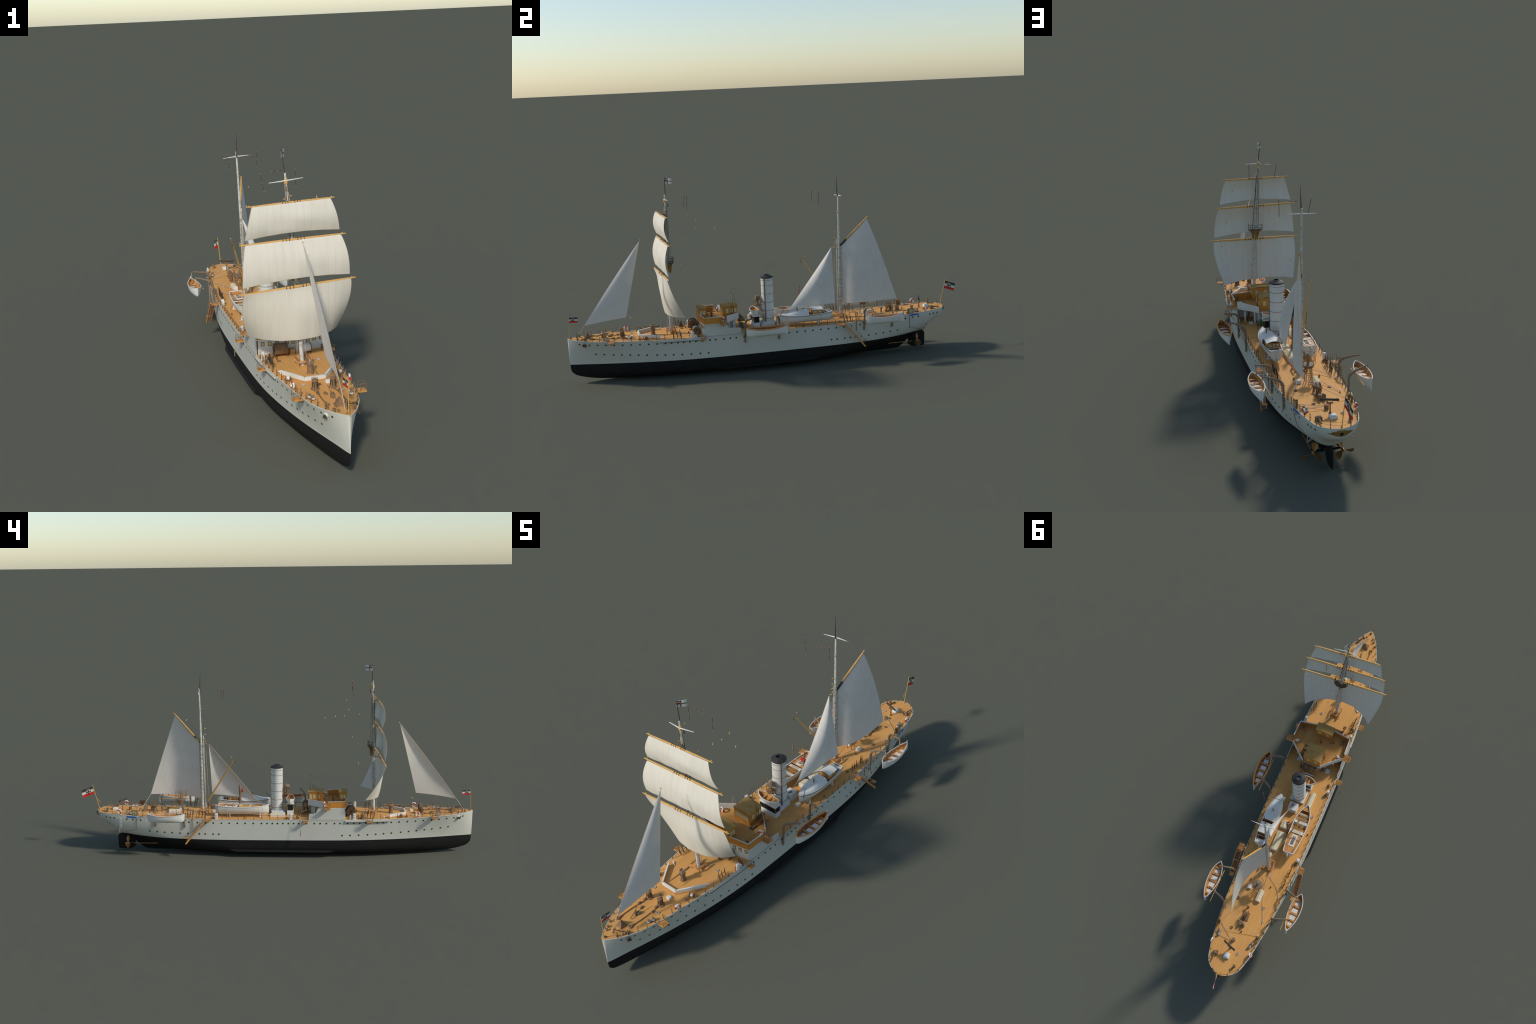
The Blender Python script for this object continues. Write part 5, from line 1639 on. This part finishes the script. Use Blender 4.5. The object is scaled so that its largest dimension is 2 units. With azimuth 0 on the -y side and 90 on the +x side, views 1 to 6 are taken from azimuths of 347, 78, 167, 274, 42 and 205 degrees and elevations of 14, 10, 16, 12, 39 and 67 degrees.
# bollard post with ropes, cleats
m = Mesh().lathe([(.0085, 0), (.0080, .010), (.0075, .010), (.0075, .0115), (.0088, .013), (.0088, .016), (.002, .018)], (-.0030, .7490, D(.75)), BROWN, 14).obj("mooring_post", ship)
for a, b in (((.0885, .6890, D(.69) + .004), (.004, .744, D(.745) + .010)), ((.0720, .7450, D(.745) + .008), (.004, .749, D(.745) + .010)), ((.0885, .6890, D(.69) + .004), (.0725, .7420, D(.745) + .010))):
    Mesh().tube([a, b], .0010, ROPE, 5).obj("mooring_rope", ship)
for x, y in ((.0885, .6880), (-.0960, .6915), (-.0925, .6190), (-.1135, .4885), (.0890, .6170), (.095, .485)):
    m = Mesh().lathe([(.003, 0), (.0018, .003), (.0018, .006), (.003, .007)], (x, y, D(y)), DAVIT, 8)
    m.tube([(x, y - .007, D(y) + .006), (x, y + .007, D(y) + .006)], .0016, CREAM, 6)
    m.obj("cleat", ship)
def slack(a, b, out, n=10):
    a, b = Vector(a), Vector(b)
    return [a.lerp(b, t) + Vector((out * math.sin(math.pi * t), 0, .010 * (1 - t) ** 2)) for t in (i / n for i in range(n + 1))]
Mesh().tube(slack((-.030, .3900, D(.39) + .006), (-.1130, .4880, D(.488) + .004), -.012), .0010, ROPE, 5).obj("loose_rope", ship)
Mesh().tube(slack((-.030, .3900, D(.39) + .006), (-.0920, .6180, D(.618) + .004), .014), .0010, ROPE, 5).obj("loose_rope", ship)
Mesh().tube(slack((.015, .400, D(.39) + .016), (.0890, .6160, D(.618) + .004), -.010), .0010, ROPE, 5).obj("loose_rope", ship)
# small stern gun/winches
m = Mesh().box((.0490, .8330, D(.833) + .007), (.022, .018, .014), BROWN, rotz(12), .002)
m.box((.049, .833, D(.833) + .015), (.012, .010, .004), DAVIT, rotz(12), .001)
m.tube([(.0495, .8400, D(.84) + .010), (.0510, .8720, D(.87) + .007)], [.0036, .0026], BROWN, 8)
m.ball((.0511, .8735, D(.87) + .007), .0036, DAVIT, 8)
m.obj("warping_winch", ship)
m = Mesh().lathe([(.006, 0), (.005, .006), (.0055, .016), (.007, .018), (.006, .022), (.002, .023)], (-.0555, .8570, D(.857)), BROWN, 12)
m.tube([(-.0545, .862, D(.86) + .004), (-.0470, .8880, D(.886) + .003)], .0020, BROWN, 7)
m.obj("mooring_post", ship)
# framed boards at the quarter rails
for x, y, s in ((.0985, .7050, 1), (-.1080, .7080, -1)):
    R = rotz(10 * s)
    m = Mesh().box((x, y, D(y) + .0145), (.004, .030, .027), FRAMEB, R)
    m.box((x + s * .0016, y, D(y) + .0145), (.002, .022, .019), PANE if s < 0 or s > 0 else WOOD, R)
    for k in range(3):
        m.box((x + s * .0028, y, D(y) + .009 + k * .0055), (.0006, .020, .0012), FRAMEB, R)
    m.obj("notice_board", ship)
    m = Mesh().box((x - s * .008, y - .010, D(y) + .012), (.008, .008, .024), BROWN, R, .001)
    m.obj("rail_locker", ship)
# blue name boards, plain
for sd in (1, -1):
    m = Mesh()
    ys = np.linspace(.7000, .7480, 10)
    for k in range(9):
        a, b = float(ys[k]), float(ys[k + 1])
        pa, na = side_point(a, deck_z(a) - .0065, sd, .0012)
        pb, nb = side_point(b, deck_z(b) - .0065, sd, .0012)
        h = Vector((0, 0, .0036 if 0 < k < 8 else .0028))
        m.add([pa - h, pb - h, pb + h, pa + h, pa - h - na * .003, pb - h - nb * .003, pb + h - nb * .003, pa + h - na * .003], [(0, 1, 2, 3), (7, 6, 5, 4), (0, 4, 5, 1), (3, 2, 6, 7)], BLUE)
    m.obj("name_board", hull)
    # rungs up the counter
    for k in range(8):
        z = .1885 - k * .0082
        y = .780 + .0008 * k
        p, nrm = side_point(y, z, sd)
        t = Vector((0, 0, 1)).cross(nrm).normalized()
        Mesh().tube([p - t * .0048, p - t * .0044 + nrm * .0035, p + t * .0044 + nrm * .0035, p + t * .0048], .0010, WHITE, 5).obj("hull_rung", hull)
    # swinging boom frame under the quarter
    a0, _ = side_point(.6970, deck_z(.697) - .004, sd, .001)
    a1, _ = side_point(.7010, .1300, sd, .001)
    out = Vector((CX + sd * .086, .7900, .1080))
    w0, _ = side_point(.792, .120, sd, .001)
    w1, _ = side_point(.812, .140, sd, .001)
    w2, _ = side_point(.755, .116, sd, .001)
    m = Mesh().tube([a0, a0.lerp(a1, .5) + Vector((sd * .004, 0, 0)), a1], .0013, DAVIT, 6)
    m.tube([a1, w2, out], .0011, DAVIT, 6)
    m.tube([w0, out, w1], .0010, ROPE, 6)
    m.tube([w2, out], .0010, ROPE, 6)
    m.tube([out, out + Vector((-sd * .003, .002, .030))], .0009, ROPE, 6)
    m.tube([out + Vector((-sd * .003, .002, .030)), w1], .0007, ROPE, 6)
    m.obj("quarter_boom", hull)
# gilded carving across the stern
m = Mesh()
def stern_pt(x, z, out=.001):
    s = 1 if x >= CX else -1
    b = abs(x - CX)
    lo, hi = .80, .9189
    for _ in range(30):
        mid_ = (lo + hi) / 2
        if half_breadth(mid_, z) > b:
            lo = mid_
        else:
            hi = mid_
    p, nrm = side_point(min(lo, .9150), z, s)
    return Vector((x, lo, z)) + nrm * out
outline = [(-.046, .1905), (-.034, .193), (-.028, .1985), (-.022, .197), (-.016, .2025), (-.008, .2045), (0, .2055), (.008, .2045), (.016, .2025), (.022, .197), (.028, .1985), (.034, .193), (.046, .1905), (.030, .1870), (.016, .1825), (0, .1815), (-.016, .1825), (-.030, .1870)]
n = len(outline)
q = [stern_pt(CX + x, z, .0016) for x, z in outline]
qi = [stern_pt(CX + x * .6, lerp(.193, z, .6), .0028) for x, z in outline]
qc = stern_pt(CX + .0005, .193, .0032)
m.add(q + qi + [qc], [(i, (i + 1) % n, n + (i + 1) % n, n + i) for i in range(n)] + [(n + i, n + (i + 1) % n, 2 * n) for i in range(n)], GOLD)
for i in range(16):
    t = i / 15 * 2 - 1
    p = stern_pt(CX + t * .032, .1935 + .004 * math.cos(i * 2.4) + .003 * (1 - abs(t)), .003)
    m.ball(p, .0030 - .001 * abs(t), GOLD, 8)
m.obj("stern_carving", hull)
m = Mesh()
c = stern_pt(CX + .0003, .1940, .0066)
m.box(c, (.012, .0016, .0026), BLACKBAND); m.box(c, (.0026, .0016, .011), BLACKBAND)
for s in (-1, 1):
    m.box(c + Vector((s * .005, 0, 0)), (.0022, .0016, .006), BLACKBAND); m.box(c + Vector((0, 0, s * .0048)), (.006, .0016, .002), BLACKBAND)
m.obj("stern_cross", hull)
# rope with hanging fender on the starboard side, and signal hoist
m = Mesh().tube([(-.1650, -.1330, .232), (-.1735, -.1326, .1500)], .0008, ROPE, 5)
m.tube([(-.1735, -.1326, .1500), (-.1740, -.1326, .1210)], .0018, BROWN, 6)
m.tube([(-.140, -.133, .196), (-.150, -.133, .226), (-.165, -.133, .233)], .0014, DAVIT, 6)
m.obj("side_fender", ship)
m = Mesh().tube([(-.0885, .1745, .3650), (-.0870, .1735, .355), (-.0850, .1720, .335), (-.0830, .1700, .312)], [.0006, .0032, .0020, .0028], BROWN, 7)
m.tube([(-.0830, .1700, .312), (-.070, .150, .298)], .0006, BROWN, 5)
m.obj("hoisting_tackle", mainmast)
# forked pole beside the launch
Mesh().tube([(.089, .028, .252), (.080, .052, .287)], [.0016, .0010], DARK, 6).obj("boat_hook", ship)

# rope coils, buckets and small gear lying about the decks
def coil(x, y, r, turns, mat):
    m = Mesh()
    n = turns * 14
    m.tube([(x + math.cos(i * 2 * math.pi / 14) * (r * (.45 + .55 * i / n)), y + math.sin(i * 2 * math.pi / 14) * (r * (.45 + .55 * i / n)), D(y) + .0012 + .0012 * ((i // 14) % 2)) for i in range(n)], .0010, mat, 5)
    m.obj("rope_coil", ship)
for x, y, r in ((-.062, -.690, .0075), (.048, -.775, .0065), (-.010, -.705, .0060), (.060, -.470, .0070), (-.078, -.440, .0075), (.095, .205, .0060), (-.105, .060, .0060),
                (.060, .560, .0080), (-.070, .560, .0075), (.030, .700, .0070), (-.045, .800, .0065), (.085, .335, .0065)):
    coil(x, y, r, 4, ROPE if rnd.random() < .5 else BROWN)
bk = Mesh().lathe([(.0026, 0), (.0034, .007), (.0030, .007), (.0026, .002)], (0, 0, 0), BROWN, 10).tube([(-.0032, 0, .0068), (-.002, 0, .0105), (.002, 0, .0105), (.0032, 0, .0068)], .0004, DARK, 4).data("bucket")
for x, y in ((.030, -.418), (.022, -.418), (-.080, -.420), (.110, .140), (-.121, .150), (.040, .455), (-.060, .455), (.075, -.660), (-.020, .700)):
    place(bk, "bucket", ship, (x, y, D(y)))
# knobbed side posts of the capstan bars and cable stoppers between capstans and hawse pipes
for x in (.0300, -.0410):
    m = Mesh().box((x, -.786, D(-.786) + .003), (.008, .012, .006), BROWN, rotz(10), .001)
    m.tube([(x - .003, -.792, D(-.79) + .004), (x + .004, -.780, D(-.78) + .010)], .0012, DARK, 6)
    m.obj("cable_stopper", ship)
